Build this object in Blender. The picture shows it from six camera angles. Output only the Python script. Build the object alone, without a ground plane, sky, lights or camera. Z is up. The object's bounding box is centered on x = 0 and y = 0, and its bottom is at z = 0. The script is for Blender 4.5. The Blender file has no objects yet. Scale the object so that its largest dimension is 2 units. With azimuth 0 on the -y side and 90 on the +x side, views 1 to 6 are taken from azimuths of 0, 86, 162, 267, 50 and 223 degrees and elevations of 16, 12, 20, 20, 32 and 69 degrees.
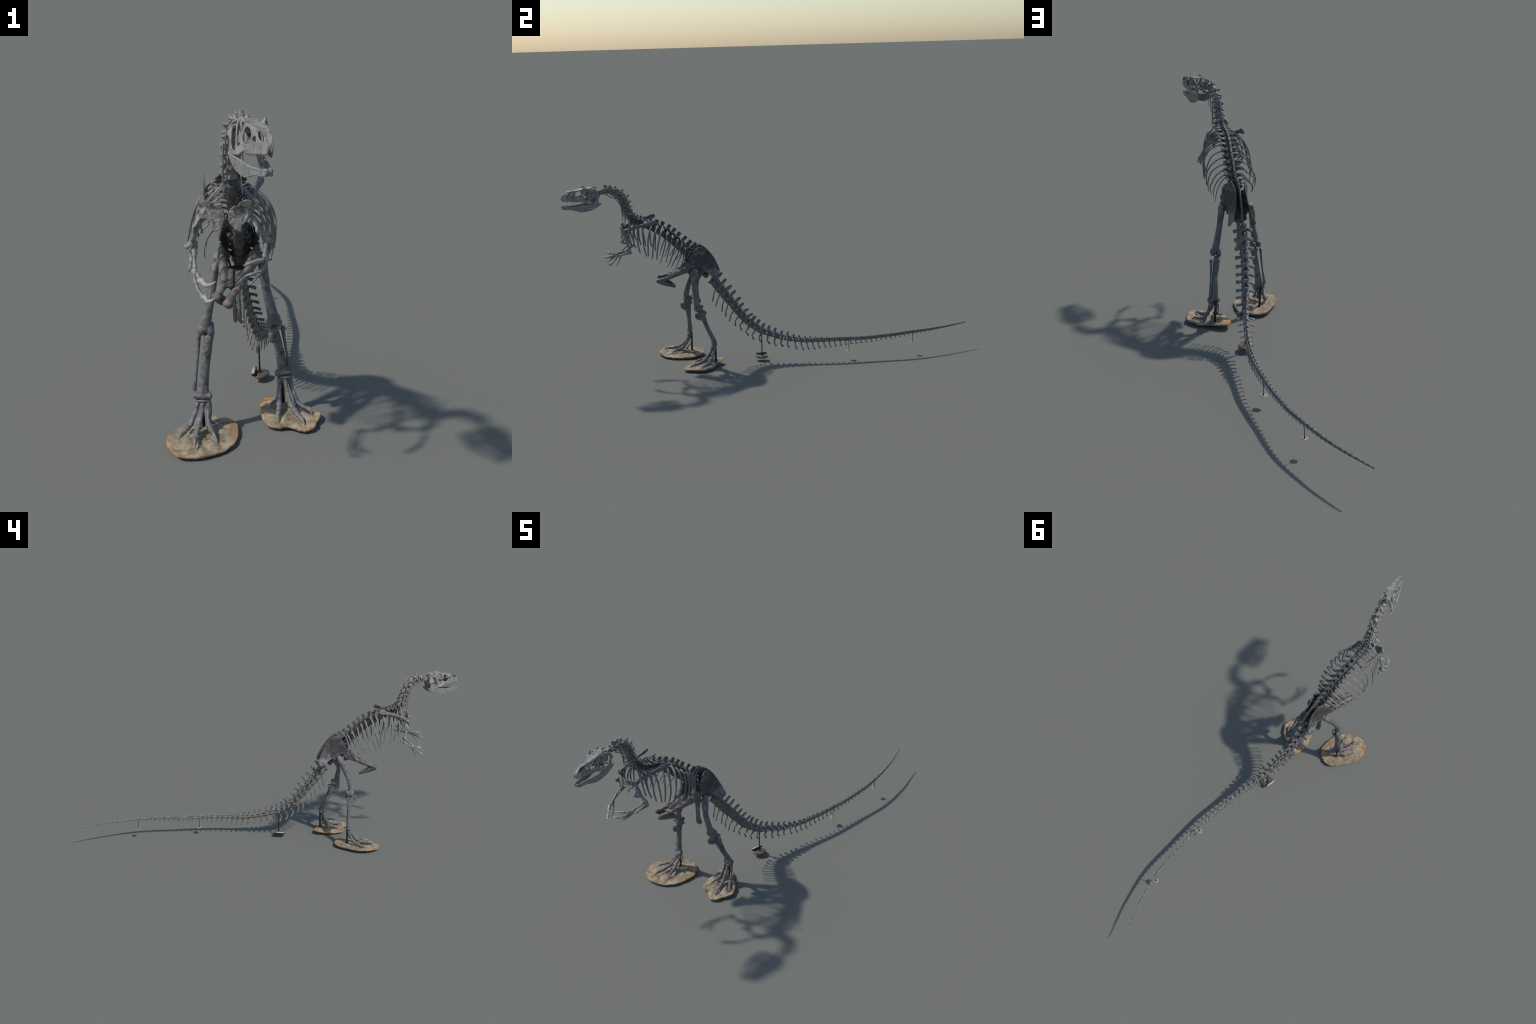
# Mounted skeleton of a large two-legged predatory dinosaur on two rock slabs and three tail props.
import bpy, math, random
import numpy as np
from mathutils import Vector

random.seed(7)
rng = np.random.default_rng(7)
A = lambda *p: np.array(p, float)
COL = bpy.context.scene.collection

# ------------------------------------------------------------------ maths helpers
def unit(v):
    v = np.asarray(v, float)
    return v / (np.linalg.norm(v) + 1e-12)

def catmull(pts, sub, closed=False):
    P = np.asarray(pts, float)
    if P.ndim == 1:
        P = P[:, None]
    n = len(P)
    if n == 2 and not closed:
        t = np.linspace(0, 1, sub + 1)[:, None]
        return P[0] * (1 - t) + P[1] * t
    out = []
    segs = n if closed else n - 1
    for i in range(segs):
        if closed:
            p0, p1, p2, p3 = P[i - 1], P[i], P[(i + 1) % n], P[(i + 2) % n]
        else:
            p1, p2 = P[i], P[i + 1]
            p0 = P[i - 1] if i > 0 else 2 * p1 - p2
            p3 = P[i + 2] if i + 2 < n else 2 * p2 - p1
        for k in range(sub):
            t = k / sub
            out.append(0.5 * (2 * p1 + (p2 - p0) * t + (2 * p0 - 5 * p1 + 4 * p2 - p3) * t * t
                              + (3 * p1 - p0 - 3 * p2 + p3) * t ** 3))
    if not closed:
        out.append(P[-1])
    return np.array(out)

def along(xs, ys, x):
    return np.interp(x, xs, ys)

# ------------------------------------------------------------------ mesh accumulator
class Mesh:
    def __init__(self):
        self.v, self.f, self.n = [], [], 0
    def add(self, v, f):
        self.v.append(np.asarray(v, float))
        self.f += [tuple(i + self.n for i in q) for q in f]
        self.n += len(v)
        return self

    def tube(self, pts, ru, rs=None, up=(0, 0, 1), seg=10, sub=4, cap='round', power=2.0):
        """Loft elliptical rings along a spline; ru = radius towards `up`, rs = radius sideways."""
        if rs is None:
            rs = ru
        n = len(pts)
        ru = np.full(n, ru, float) if np.isscalar(ru) else np.asarray(ru, float)
        rs = np.full(n, rs, float) if np.isscalar(rs) else np.asarray(rs, float)
        C = catmull(pts, sub)
        U_ = np.maximum(catmull(ru, sub)[:, 0], 1e-4)
        S_ = np.maximum(catmull(rs, sub)[:, 0], 1e-4)
        m = len(C)
        T = np.gradient(C, axis=0)
        up = np.asarray(up, float)
        rings = []
        a = np.linspace(0, 2 * math.pi, seg, endpoint=False)
        ca, sa = np.cos(a), np.sin(a)
        if power != 2.0:
            ca = np.sign(ca) * np.abs(ca) ** (2 / power)
            sa = np.sign(sa) * np.abs(sa) ** (2 / power)
        def ring(c, t, u, s):
            t = unit(t)
            uu = up - t * (up @ t)
            if np.linalg.norm(uu) < 1e-3:
                uu = np.cross(t, A(1, 0, 0.2))
            uu = unit(uu)
            ss = np.cross(t, uu)
            return c + ca[:, None] * uu * u + sa[:, None] * ss * s
        if cap == 'round':
            r0 = min(U_[0], S_[0])
            for k in (0.98, 0.8, 0.45):
                d = math.sqrt(1 - k * k) if k < 1 else 0
                # shrinking rings in front of the first one
            ks = [0.35, 0.75, 0.95]
            for k in ks:
                rings.append(ring(C[0] - unit(T[0]) * r0 * 0.8 * math.sqrt(1 - k * k), T[0], U_[0] * k, S_[0] * k))
        for i in range(m):
            rings.append(ring(C[i], T[i], U_[i], S_[i]))
        if cap == 'round':
            r1 = min(U_[-1], S_[-1])
            for k in reversed(ks):
                rings.append(ring(C[-1] + unit(T[-1]) * r1 * 0.8 * math.sqrt(1 - k * k), T[-1], U_[-1] * k, S_[-1] * k))
        V = np.concatenate(rings)
        F = []
        R = len(rings)
        for i in range(R - 1):
            for j in range(seg):
                k = (j + 1) % seg
                F.append((i * seg + j, i * seg + k, (i + 1) * seg + k, (i + 1) * seg + j))
        F.append(tuple(range(seg - 1, -1, -1)))
        F.append(tuple((R - 1) * seg + j for j in range(seg)))
        return self.add(V, F)

    def ball(self, c, r, axes=None, seg=12, rings=8):
        """Ellipsoid, radii r = (rx, ry, rz) along axes."""
        r = np.array([r, r, r], float) if np.isscalar(r) else np.asarray(r, float)
        ax = np.eye(3) if axes is None else np.array([unit(q) for q in axes])
        V = [A(0, 0, 1)]
        for i in range(1, rings):
            th = math.pi * i / rings
            for j in range(seg):
                ph = 2 * math.pi * j / seg
                V.append(A(math.sin(th) * math.cos(ph), math.sin(th) * math.sin(ph), math.cos(th)))
        V.append(A(0, 0, -1))
        V = (np.array(V) * r) @ ax + np.asarray(c, float)
        F = [(0, 1 + j, 1 + (j + 1) % seg) for j in range(seg)]
        for i in range(rings - 2):
            for j in range(seg):
                k = (j + 1) % seg
                b = 1 + i * seg
                F.append((b + j, b + seg + j, b + seg + k, b + k))
        b = 1 + (rings - 2) * seg
        F += [(b + j, len(V) - 1, b + (j + 1) % seg) for j in range(seg)]
        return self.add(V, F)

    def box(self, c, half, axes=None):
        ax = np.eye(3) if axes is None else np.array([unit(q) for q in axes])
        V = np.array([(x, y, z) for x in (-1, 1) for y in (-1, 1) for z in (-1, 1)], float) * np.asarray(half, float)
        return self.add(V @ ax + np.asarray(c, float),
                        [(0, 1, 3, 2), (4, 6, 7, 5), (0, 4, 5, 1), (2, 3, 7, 6), (0, 2, 6, 4), (1, 5, 7, 3)])

    def arrays(self):
        return np.concatenate(self.v), self.f

PENDING = []

def new_mesh(name, V, F):
    me = bpy.data.meshes.new(name)
    me.from_pydata([tuple(p) for p in V], [], F)
    me.validate()
    me.update()
    return me

def build(name, mesh, parent, mat, voxel=None, smooth=2, rough=0.0, rscale=0.006, kind=None):
    """Make an object of the accumulated mesh; voxel union, smoothing and surface relief are applied at the end."""
    V, F = mesh.arrays()
    ob = bpy.data.objects.new(name, new_mesh(name, V, F))
    COL.objects.link(ob)
    ob.parent = parent
    ob.data.materials.append(mat)
    if kind:
        ob["kind"] = kind
    if voxel:
        m = ob.modifiers.new('union', 'REMESH')
        m.mode = 'VOXEL'
        m.voxel_size = voxel
        m.use_smooth_shade = True
        if smooth:
            m = ob.modifiers.new('soften', 'SMOOTH')
            m.factor = 0.5
            m.iterations = smooth
    if rough:
        m = ob.modifiers.new('relief', 'DISPLACE')
        m.texture = relief_texture(rscale)
        m.texture_coords = 'GLOBAL'
        m.strength = rough
        m.mid_level = 0.5
    PENDING.append(ob)
    return ob

_TEX = {}
def relief_texture(scale):
    if scale not in _TEX:
        t = bpy.data.textures.new('relief', 'CLOUDS')
        t.noise_scale = scale
        t.noise_depth = 3
        _TEX[scale] = t
    return _TEX[scale]

def finish_all():
    bpy.context.view_layer.update()
    dg = bpy.context.evaluated_depsgraph_get()
    done = []
    for ob in PENDING:
        if ob.modifiers:
            done.append((ob, bpy.data.meshes.new_from_object(ob.evaluated_get(dg))))
    for ob, me in done:
        ob.modifiers.clear()
        old = ob.data
        ob.data = me
        me.name = ob.name
        bpy.data.meshes.remove(old)
    for ob in PENDING:
        me = ob.data
        n = len(me.vertices)
        co = np.empty(n * 3, np.float32)
        me.vertices.foreach_get('co', co)
        co = co.reshape(-1, 3)
        c = (co.min(0) + co.max(0)) / 2
        me.vertices.foreach_set('co', (co - c).ravel())
        ob.location = Vector(c.tolist())
        me.polygons.foreach_set('use_smooth', [True] * len(me.polygons))
        me.update()
    # child parts keep their world place under parts that were re-centred
    loc = {ob.name: ob.location.copy() for ob in PENDING}
    for ob in PENDING:
        if ob.parent and ob.parent.name in loc:
            ob.location = loc[ob.name] - loc[ob.parent.name]

def plate(outline, holes=(), thick=0.003, voxel=0.001, sub=5):
    """Flat plate with rounded openings from a few control points, remeshed so that it can be bent."""
    cu = bpy.data.curves.new('plate', 'CURVE')
    cu.dimensions = '2D'
    cu.fill_mode = 'BOTH'
    cu.extrude = thick / 2
    for loop in [outline] + list(holes):
        q = catmull(loop, sub, closed=True)
        sp = cu.splines.new('POLY')
        sp.points.add(len(q) - 1)
        for p, (x, y) in zip(sp.points, q):
            p.co = (x, y, 0, 1)
        sp.use_cyclic_u = True
    ob = bpy.data.objects.new('plate', cu)
    COL.objects.link(ob)
    bpy.context.view_layer.update()
    me = bpy.data.meshes.new_from_object(ob.evaluated_get(bpy.context.evaluated_depsgraph_get()))
    bpy.data.objects.remove(ob)
    bpy.data.curves.remove(cu)
    o2 = bpy.data.objects.new('plate', me)
    COL.objects.link(o2)
    m = o2.modifiers.new('r', 'REMESH')
    m.mode = 'VOXEL'
    m.voxel_size = voxel
    bpy.context.view_layer.update()
    m2 = bpy.data.meshes.new_from_object(o2.evaluated_get(bpy.context.evaluated_depsgraph_get()))
    V = np.array([v.co[:] for v in m2.vertices])
    F = [tuple(p.vertices) for p in m2.polygons]
    bpy.data.objects.remove(o2)
    bpy.data.meshes.remove(me)
    bpy.data.meshes.remove(m2)
    return V, F

# ------------------------------------------------------------------ materials
def nodes_of(name):
    m = bpy.data.materials.new(name)
    m.use_nodes = True
    nt = m.node_tree
    b = nt.nodes['Principled BSDF']
    return m, nt, b

def noise(nt, vec, scale, detail=5, rough=0.6):
    n = nt.nodes.new('ShaderNodeTexNoise')
    n.inputs['Scale'].default_value = scale
    n.inputs['Detail'].default_value = detail
    n.inputs['Roughness'].default_value = rough
    nt.links.new(vec, n.inputs['Vector'])
    return n.outputs['Fac']

def ramp(nt, fac, stops):
    r = nt.nodes.new('ShaderNodeValToRGB')
    while len(r.color_ramp.elements) < len(stops):
        r.color_ramp.elements.new(0.5)
    for e, (p, c) in zip(r.color_ramp.elements, stops):
        e.position = p
        e.color = (c if len(c) == 4 else (*c, 1)) if not np.isscalar(c) else (c, c, c, 1)
    nt.links.new(fac, r.inputs['Fac'])
    return r.outputs['Color']

def mix(nt, fac, a, b):
    n = nt.nodes.new('ShaderNodeMix')
    n.data_type = 'RGBA'
    if np.isscalar(fac):
        n.inputs['Factor'].default_value = fac
    else:
        nt.links.new(fac, n.inputs['Factor'])
    for key, val in ((6, a), (7, b)):
        if isinstance(val, tuple):
            n.inputs[key].default_value = (*val, 1)
        else:
            nt.links.new(val, n.inputs[key])
    return n.outputs[2]

def shifted_coords(nt):
    tc = nt.nodes.new('ShaderNodeTexCoord')
    oi = nt.nodes.new('ShaderNodeObjectInfo')
    ad = nt.nodes.new('ShaderNodeVectorMath')
    ad.operation = 'ADD'
    nt.links.new(tc.outputs['Object'], ad.inputs[0])
    nt.links.new(oi.outputs['Location'], ad.inputs[1])
    return ad.outputs[0], tc, oi

def bone_material(name, light, dark, stain, patch=70, stain_amt=0.35, lo=0.32, hi=0.66, bump=0.25, rough=0.55):
    m, nt, b = nodes_of(name)
    vec, tc, oi = shifted_coords(nt)
    col = ramp(nt, noise(nt, vec, patch, 6, 0.62), [(lo, dark), (hi, light)])  # dark/light contrast strengthened in the colour to suggest shading in the bone's crevices
    st = ramp(nt, noise(nt, vec, patch * 0.45, 3), [(0.5, 0.0), (0.68, stain_amt)])
    col = mix(nt, st, col, stain)
    grain = ramp(nt, noise(nt, vec, patch * 7, 4, 0.7), [(0.3, 0.62), (0.7, 1.25)])
    mm = nt.nodes.new('ShaderNodeMix')
    mm.data_type = 'RGBA'
    mm.blend_type = 'MULTIPLY'
    mm.inputs['Factor'].default_value = 1.0
    nt.links.new(col, mm.inputs[6])
    nt.links.new(grain, mm.inputs[7])
    nt.links.new(mm.outputs[2], b.inputs['Base Color'])
    b.inputs['Roughness'].default_value = rough
    b.inputs['Specular IOR Level'].default_value = 0.35
    bp = nt.nodes.new('ShaderNodeBump')
    bp.inputs['Strength'].default_value = bump
    bp.inputs['Distance'].default_value = 0.001
    nt.links.new(noise(nt, vec, patch * 5, 5, 0.7), bp.inputs['Height'])
    nt.links.new(bp.outputs['Normal'], b.inputs['Normal'])
    return m

BROWN = (0.20, 0.165, 0.135)
M_SKULL = bone_material('skull_bone', (0.38, 0.37, 0.335), (0.18, 0.177, 0.17), (0.29, 0.255, 0.22), patch=48, stain_amt=0.55)
M_JAW = bone_material('jaw_bone', (0.34, 0.335, 0.32), (0.16, 0.16, 0.16), (0.27, 0.26, 0.245), patch=90)
M_TOOTH = bone_material('tooth_enamel', (0.24, 0.235, 0.22), (0.15, 0.15, 0.15), (0.2, 0.18, 0.15), patch=120, rough=0.35)
M_NECK = bone_material('neck_bone', (0.38, 0.355, 0.315), (0.13, 0.125, 0.12), BROWN, patch=100, lo=0.36, hi=0.62)
M_DORSAL = bone_material('back_bone', (0.17, 0.165, 0.16), (0.06, 0.06, 0.062), BROWN, patch=75, lo=0.34, hi=0.64)
M_RIB = bone_material('rib_bone', (0.26, 0.25, 0.24), (0.12, 0.12, 0.12), (0.27, 0.225, 0.19), patch=60)
M_TAIL = bone_material('tail_bone', (0.29, 0.28, 0.26), (0.09, 0.09, 0.09), (0.24, 0.21, 0.17), patch=95, lo=0.35, hi=0.65)
M_CHEV = bone_material('chevron_bone', (0.30, 0.285, 0.24), (0.13, 0.125, 0.11), (0.30, 0.24, 0.16), patch=70)
M_PUBIS = bone_material('pubis_bone', (0.22, 0.20, 0.19), (0.075, 0.07, 0.07), (0.25, 0.19, 0.145), patch=60, stain_amt=0.5, lo=0.36, hi=0.64)
M_LEG = bone_material('leg_bone', (0.235, 0.232, 0.235), (0.085, 0.085, 0.088), (0.20, 0.175, 0.155), patch=55, lo=0.32, hi=0.68)
M_FOOT = bone_material('foot_bone', (0.25, 0.245, 0.245), (0.09, 0.09, 0.093), (0.25, 0.22, 0.18), patch=75, lo=0.34, hi=0.66)
M_ARM = bone_material('arm_bone', (0.36, 0.35, 0.33), (0.13, 0.13, 0.13), (0.26, 0.23, 0.195), patch=75, lo=0.34, hi=0.66)
M_GIRDLE = bone_material('shoulder_bone', (0.40, 0.37, 0.32), (0.10, 0.10, 0.10), (0.22, 0.19, 0.165), patch=62, lo=0.38, hi=0.6)
M_BLADE = bone_material('shoulder_blade_bone', (0.21, 0.19, 0.175), (0.10, 0.095, 0.09), (0.18, 0.155, 0.14), patch=50)
M_CLAW = bone_material('claw_bone', (0.40, 0.39, 0.365), (0.24, 0.24, 0.235), (0.30, 0.28, 0.25), patch=90, rough=0.4)
M_FOOTCLAW = bone_material('foot_claw_bone', (0.27, 0.268, 0.275), (0.16, 0.16, 0.165), (0.22, 0.215, 0.21), patch=90, rough=0.4)

def hip_material():
    """blotched hip blade: nearly black field in the upper middle, paler along the rim and lower margin"""
    m = bone_material('pelvis_bone', (0.27, 0.265, 0.26), (0.10, 0.10, 0.10), (0.13, 0.12, 0.11), patch=48, stain_amt=0.5, lo=0.36, hi=0.64)
    nt = m.node_tree
    b = nt.nodes['Principled BSDF']
    src = b.inputs['Base Color'].links[0].from_socket
    vec, tc, oi = shifted_coords(nt)
    mp = nt.nodes.new('ShaderNodeMapping')
    mp.inputs['Location'].default_value = (0, -0.05, -0.22)
    mp.inputs['Scale'].default_value = (0.0, 11.0, 13.0)
    nt.links.new(tc.outputs['Object'], mp.inputs['Vector'])
    ln = nt.nodes.new('ShaderNodeVectorMath')
    ln.operation = 'LENGTH'
    nt.links.new(mp.outputs[0], ln.inputs[0])
    ad = nt.nodes.new('ShaderNodeMath')
    ad.operation = 'MULTIPLY_ADD'
    nt.links.new(noise(nt, vec, 42, 7, 0.72), ad.inputs[0])
    ad.inputs[1].default_value = -3.2
    nt.links.new(ln.outputs['Value'], ad.inputs[2])
    half = nt.nodes.new('ShaderNodeMath')
    half.operation = 'ADD'
    half.inputs[1].default_value = 1.55
    nt.links.new(ad.outputs[0], half.inputs[0])
    dark = ramp(nt, half.outputs[0], [(0.40, 0.85), (1.0, 0.0)])
    nt.links.new(mix(nt, dark, src, (0.045, 0.043, 0.042)), b.inputs['Base Color'])
    return m
M_PELVIS = hip_material()

def plain(name, col, rough=0.5, metal=0.0):
    m, nt, b = nodes_of(name)
    vec, tc, oi = shifted_coords(nt)
    c2 = tuple(x * 1.7 for x in col)
    nt.links.new(ramp(nt, noise(nt, vec, 120, 4), [(0.35, col), (0.7, c2)]), b.inputs['Base Color'])
    b.inputs['Roughness'].default_value = rough
    b.inputs['Metallic'].default_value = metal
    return m

M_STEEL = plain('painted_steel', (0.012, 0.011, 0.011), 0.45)
M_DISC_BROWN = plain('brown_disc', (0.085, 0.062, 0.05), 0.7)
M_DISC_TAN = plain('tan_disc', (0.23, 0.195, 0.16), 0.7)
M_CARD = plain('pale_card', (0.30, 0.29, 0.27), 0.6)
M_PINK = plain('pink_mark', (0.32, 0.10, 0.11), 0.6)

def rock_material(name, rx, ry):
    m, nt, b = nodes_of(name)
    vec, tc, oi = shifted_coords(nt)
    base = ramp(nt, noise(nt, vec, 28, 7, 0.65), [(0.32, (0.12, 0.085, 0.06)), (0.45, (0.30, 0.235, 0.15)), (0.60, (0.46, 0.39, 0.27))])
    grey = ramp(nt, noise(nt, vec, 18, 4), [(0.50, 0.0), (0.64, 0.75)])
    base = mix(nt, grey, base, (0.20, 0.175, 0.15))
    # iron-stained rim: grows with distance from the slab's middle, broken up by noise
    mp = nt.nodes.new('ShaderNodeMapping')
    mp.inputs['Scale'].default_value = (1 / rx, 1 / ry, 0.0)
    nt.links.new(tc.outputs['Object'], mp.inputs['Vector'])
    ln = nt.nodes.new('ShaderNodeVectorMath')
    ln.operation = 'LENGTH'
    nt.links.new(mp.outputs[0], ln.inputs[0])
    ad = nt.nodes.new('ShaderNodeMath')
    ad.operation = 'MULTIPLY_ADD'
    nt.links.new(noise(nt, vec, 22, 4), ad.inputs[0])
    ad.inputs[1].default_value = 0.9
    nt.links.new(ln.outputs['Value'], ad.inputs[2])
    rim = ramp(nt, ad.outputs[0], [(0.0, 0.0), (0.62, 0.0), (0.80, 0.9)])
    # ramp positions are limited to 0..1, so the sum is halved first
    hv = nt.nodes.new('ShaderNodeMath')
    hv.operation = 'MULTIPLY'
    hv.inputs[1].default_value = 0.5
    nt.links.new(ad.outputs[0], hv.inputs[0])
    nt.links.new(hv.outputs[0], rim.node.inputs['Fac'])
    rust = ramp(nt, noise(nt, vec, 45, 5), [(0.35, (0.20, 0.095, 0.05)), (0.5, (0.46, 0.245, 0.09)), (0.7, (0.50, 0.33, 0.16))])
    col = mix(nt, rim, base, rust)
    grain = ramp(nt, noise(nt, vec, 320, 3), [(0.3, 0.78), (0.7, 1.15)])
    mm = nt.nodes.new('ShaderNodeMix')
    mm.data_type = 'RGBA'
    mm.blend_type = 'MULTIPLY'
    mm.inputs['Factor'].default_value = 1.0
    nt.links.new(col, mm.inputs[6])
    nt.links.new(grain, mm.inputs[7])
    nt.links.new(mm.outputs[2], b.inputs['Base Color'])
    b.inputs['Roughness'].default_value = 0.85
    bp = nt.nodes.new('ShaderNodeBump')
    bp.inputs['Strength'].default_value = 0.5
    bp.inputs['Distance'].default_value = 0.002
    nt.links.new(noise(nt, vec, 110, 6, 0.7), bp.inputs['Height'])
    nt.links.new(bp.outputs['Normal'], b.inputs['Normal'])
    return m

# ------------------------------------------------------------------ the thing
root = bpy.data.objects.new('dinosaur_skeleton', None)
COL.objects.link(root)
root.empty_display_size = 0.1
root["label"] = "grey mounted dinosaur skeleton striding on two rocky slabs"
root["category"] = "dinosaur skeleton"

# ================================================================== SKULL
yaw, roll = math.radians(16.5), math.radians(4)
_F = A(math.sin(yaw), -math.cos(yaw), 0)
_W = A(math.cos(yaw), math.sin(yaw), 0)
_Z = A(0, 0, 1)
SW = _W * math.cos(roll) - _Z * math.sin(roll)      # towards the animal's left
SZ = _Z * math.cos(roll) + _W * math.sin(roll)
SO = A(0.037, -0.83, 0.86) + SW * 0.0032

def skull_pt(s, l, h):
    """local skull coordinates in metres: s forward, l left, h up"""
    s, l, h = np.asarray(s), np.asarray(l), np.asarray(h)
    return SO + s[..., None] * _F + l[..., None] * SW + h[..., None] * SZ

HALF_S = [-0.012, 0.02, 0.05, 0.075, 0.095, 0.115, 0.135, 0.152, 0.166, 0.174, 0.179]
HALF_W = [0.0315, 0.0315, 0.0295, 0.027, 0.0235, 0.0185, 0.0135, 0.0105, 0.0085, 0.0058, 0.002]
def half_width(s, h):
    w = along(HALF_S, HALF_W, s)
    lean = np.clip((h - 0.0) / 0.045, 0, 1)
    return w * (1 - 0.36 * lean * np.clip((s + 0.005) / 0.03, 0, 1))

mm = lambda pts: [(a / 1000.0, b / 1000.0) for a, b in pts]
side_outline = mm([(177, -3), (174, -12), (165, -14), (141, -16), (111, -20), (88, -19), (76, -24), (59, -29), (35, -33),
                   (17, -32), (7, -29), (7, -15), (3, -5), (-4, 0), (-3, 6), (4, 18), (15, 30), (30, 38), (49, 41), (66, 41),
                   (88, 36), (112, 34), (136, 31), (155, 26), (167, 17), (174, 5)])
side_holes = [mm([(165, 15), (158, 23.5), (147, 28), (137, 28), (134.5, 20), (143, 13), (157, 10)]),
              mm([(130.5, 9), (125, 18), (116, 9), (122, 4.5)]),
              mm([(110.5, 14), (105, 25), (96, 30), (84, 29.5), (77.5, 22), (77.5, 4), (89, -1), (101, -2), (109, 4)]),
              mm([(71, 5), (60, 22), (52, 29), (46, 24), (50, 5), (55, -13), (65, -10), (70, -3)]),
              mm([(39, 12), (32, 23), (18, 24), (12, 13), (15, -4), (18, -18), (29, -23), (40, -21), (43, -3)])]
skull = Mesh()
PV, PF = plate(side_outline, side_holes, thick=0.0034, voxel=0.0009)
for sgn in (1, -1):
    l = sgn * (half_width(PV[:, 0], PV[:, 1]) + PV[:, 2])
    F = PF if sgn > 0 else [tuple(reversed(q)) for q in PF]
    skull.add(skull_pt(PV[:, 0], l, PV[:, 1]), F)
# roof: nasals and frontals, bent along the top profile with raised edges before the eyes
roof_outline = mm([(176, 0), (170, 5), (150, 7), (125, 9), (100, 13), (80, 16), (66, 20), (56, 15), (46, 18), (36, 16), (28, 7), (14, 4),
                   (14, -4), (28, -7), (36, -16), (46, -18), (56, -15), (66, -20), (80, -16), (100, -13), (125, -9), (150, -7), (170, -5)])
RV, RF = plate(roof_outline, thick=0.004, voxel=0.001)
top = along([0.010, 0.03, 0.05, 0.07, 0.09, 0.112, 0.136, 0.155, 0.167, 0.176],
            [0.041, 0.041, 0.039, 0.037, 0.0345, 0.032, 0.0295, 0.0245, 0.0155, 0.004], RV[:, 0])
edge = np.abs(RV[:, 1]) / (along([0.01, 0.066, 0.176], [0.012, 0.02, 0.005], RV[:, 0]))
skull.add(skull_pt(RV[:, 0], RV[:, 1], top + RV[:, 2] - 0.0022 * (1 - np.clip(edge, 0, 1.1) ** 2)), RF)
sp = lambda s, l, h: skull_pt(A(s)[0] / 1000, A(l)[0] / 1000, A(h)[0] / 1000)
def strut(pts, ru, rs=None, up=None, **k):
    skull.tube([sp(*p) for p in pts], np.asarray(ru) / 1000 if not np.isscalar(ru) else ru / 1000,
               None if rs is None else (np.asarray(rs) / 1000 if not np.isscalar(rs) else rs / 1000),
               up=SW if up is None else up, **k)
skull.ball(sp(166, 0, 1), (0.010, 0.0075, 0.012), (_F, SW, SZ))            # closed front of the snout
skull.ball(sp(22, 0, 26), (0.017, 0.013, 0.012), (_F, SW, SZ))            # braincase
strut([(24, 0, 40), (14, 0, 42), (8, 0, 38)], [3, 4, 3], [5, 4, 3])                # crest at the back
skull.ball(sp(0, 0, 14), 0.0055)                                           # condyle
strut([(10, 0, 14), (40, 0, 8), (70, 0, 4)], [7, 5, 4], [6, 4, 3])                   # brain-case floor
for s in (1, -1):
    strut([(8, s * 4, 26), (3, s * 18, 17), (-3, s * 31, 4)], [3, 3, 4], [5, 4, 5], up=_F)   # wings behind the ear
    strut([(30, s * 9, 36), (14, s * 16, 33), (4, s * 27, 22)], [2.5, 2.5, 2.5], [3, 3, 4], up=SZ)
    strut([(30, s * 27, 36), (14, s * 29, 30), (0, s * 31, 12)], [2.5, 2.6, 3.5], [3, 3, 4])
    strut([(6, s * 30, 8), (5, s * 30, -14), (7, s * 29, -31)], [3.5, 3, 4.5], [4, 3.5, 4.5], up=SW)  # quadrate
    strut([(14, s * 22, -20), (40, s * 15, -12), (80, s * 11, -9), (140, s * 6, -9)], [5, 4, 4, 3], [1.8, 1.8, 1.8, 1.8], up=SW)  # palate
    strut([(68, s * 26, 38), (72, s * 26, 20), (74, s * 27, 0), (76, s * 28, -18)], [2.6, 2.2, 2.2, 3.0], [3.6, 2.6, 2.6, 4.6])  # bar before the eye
    strut([(46, s * 27, 36), (46, s * 29, 15), (50, s * 30, -8), (54, s * 30, -24)], [2.4, 2.2, 2.2, 2.6], [4, 3.2, 3.2, 4.5])  # bar behind it
    strut([(58, s * 26, 40), (66, s * 24, 43), (76, s * 20, 39)], [3.0, 3.6, 2.4], [3.4, 4.2, 2.6])     # brow horn
    strut([(118, s * 17, -14), (90, s * 26, -14), (60, s * 30, -26), (20, s * 31, -31), (6, s * 30, -29)], [1.8, 2.2, 2.4, 2.4, 3], [3, 4, 4, 3.4, 3])
    strut([(150, s * 10, -13), (120, s * 17, -16), (95, s * 24, -18)], 2.2, 3.0)
# palate roof and the plates beside the brain case
PO = mm([(150, 3), (120, 11), (90, 17), (60, 20), (36, 21), (24, 14), (34, 6), (70, 3), (120, 1), (150, 0)])
V_, F_ = plate(PO, thick=0.0022, voxel=0.001)
for sg in (1, -1):
    skull.add(skull_pt(V_[:, 0], sg * V_[:, 1], V_[:, 2] - 0.009 - 0.006 * np.clip((0.09 - V_[:, 0]) / 0.06, 0, 1) - 0.10 * np.abs(V_[:, 1])), F_ if sg > 0 else [tuple(reversed(q)) for q in F_])
    strut([(10, sg * 19, 4), (24, sg * 16, 6), (44, sg * 12, 4), (56, sg * 10, 0)], [2, 1.6, 1.6, 1.2], [18, 17, 13, 8], up=SW)
    strut([(14, sg * 9, 26), (30, sg * 9, 22), (46, sg * 6, 20), (60, sg * 3, 24)], [6, 6, 4, 3], [14, 15, 12, 8], up=SW)
skull_ob = build('skull', skull, root, M_SKULL, voxel=0.0009, smooth=2, rough=0.0009, rscale=0.008)

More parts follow.
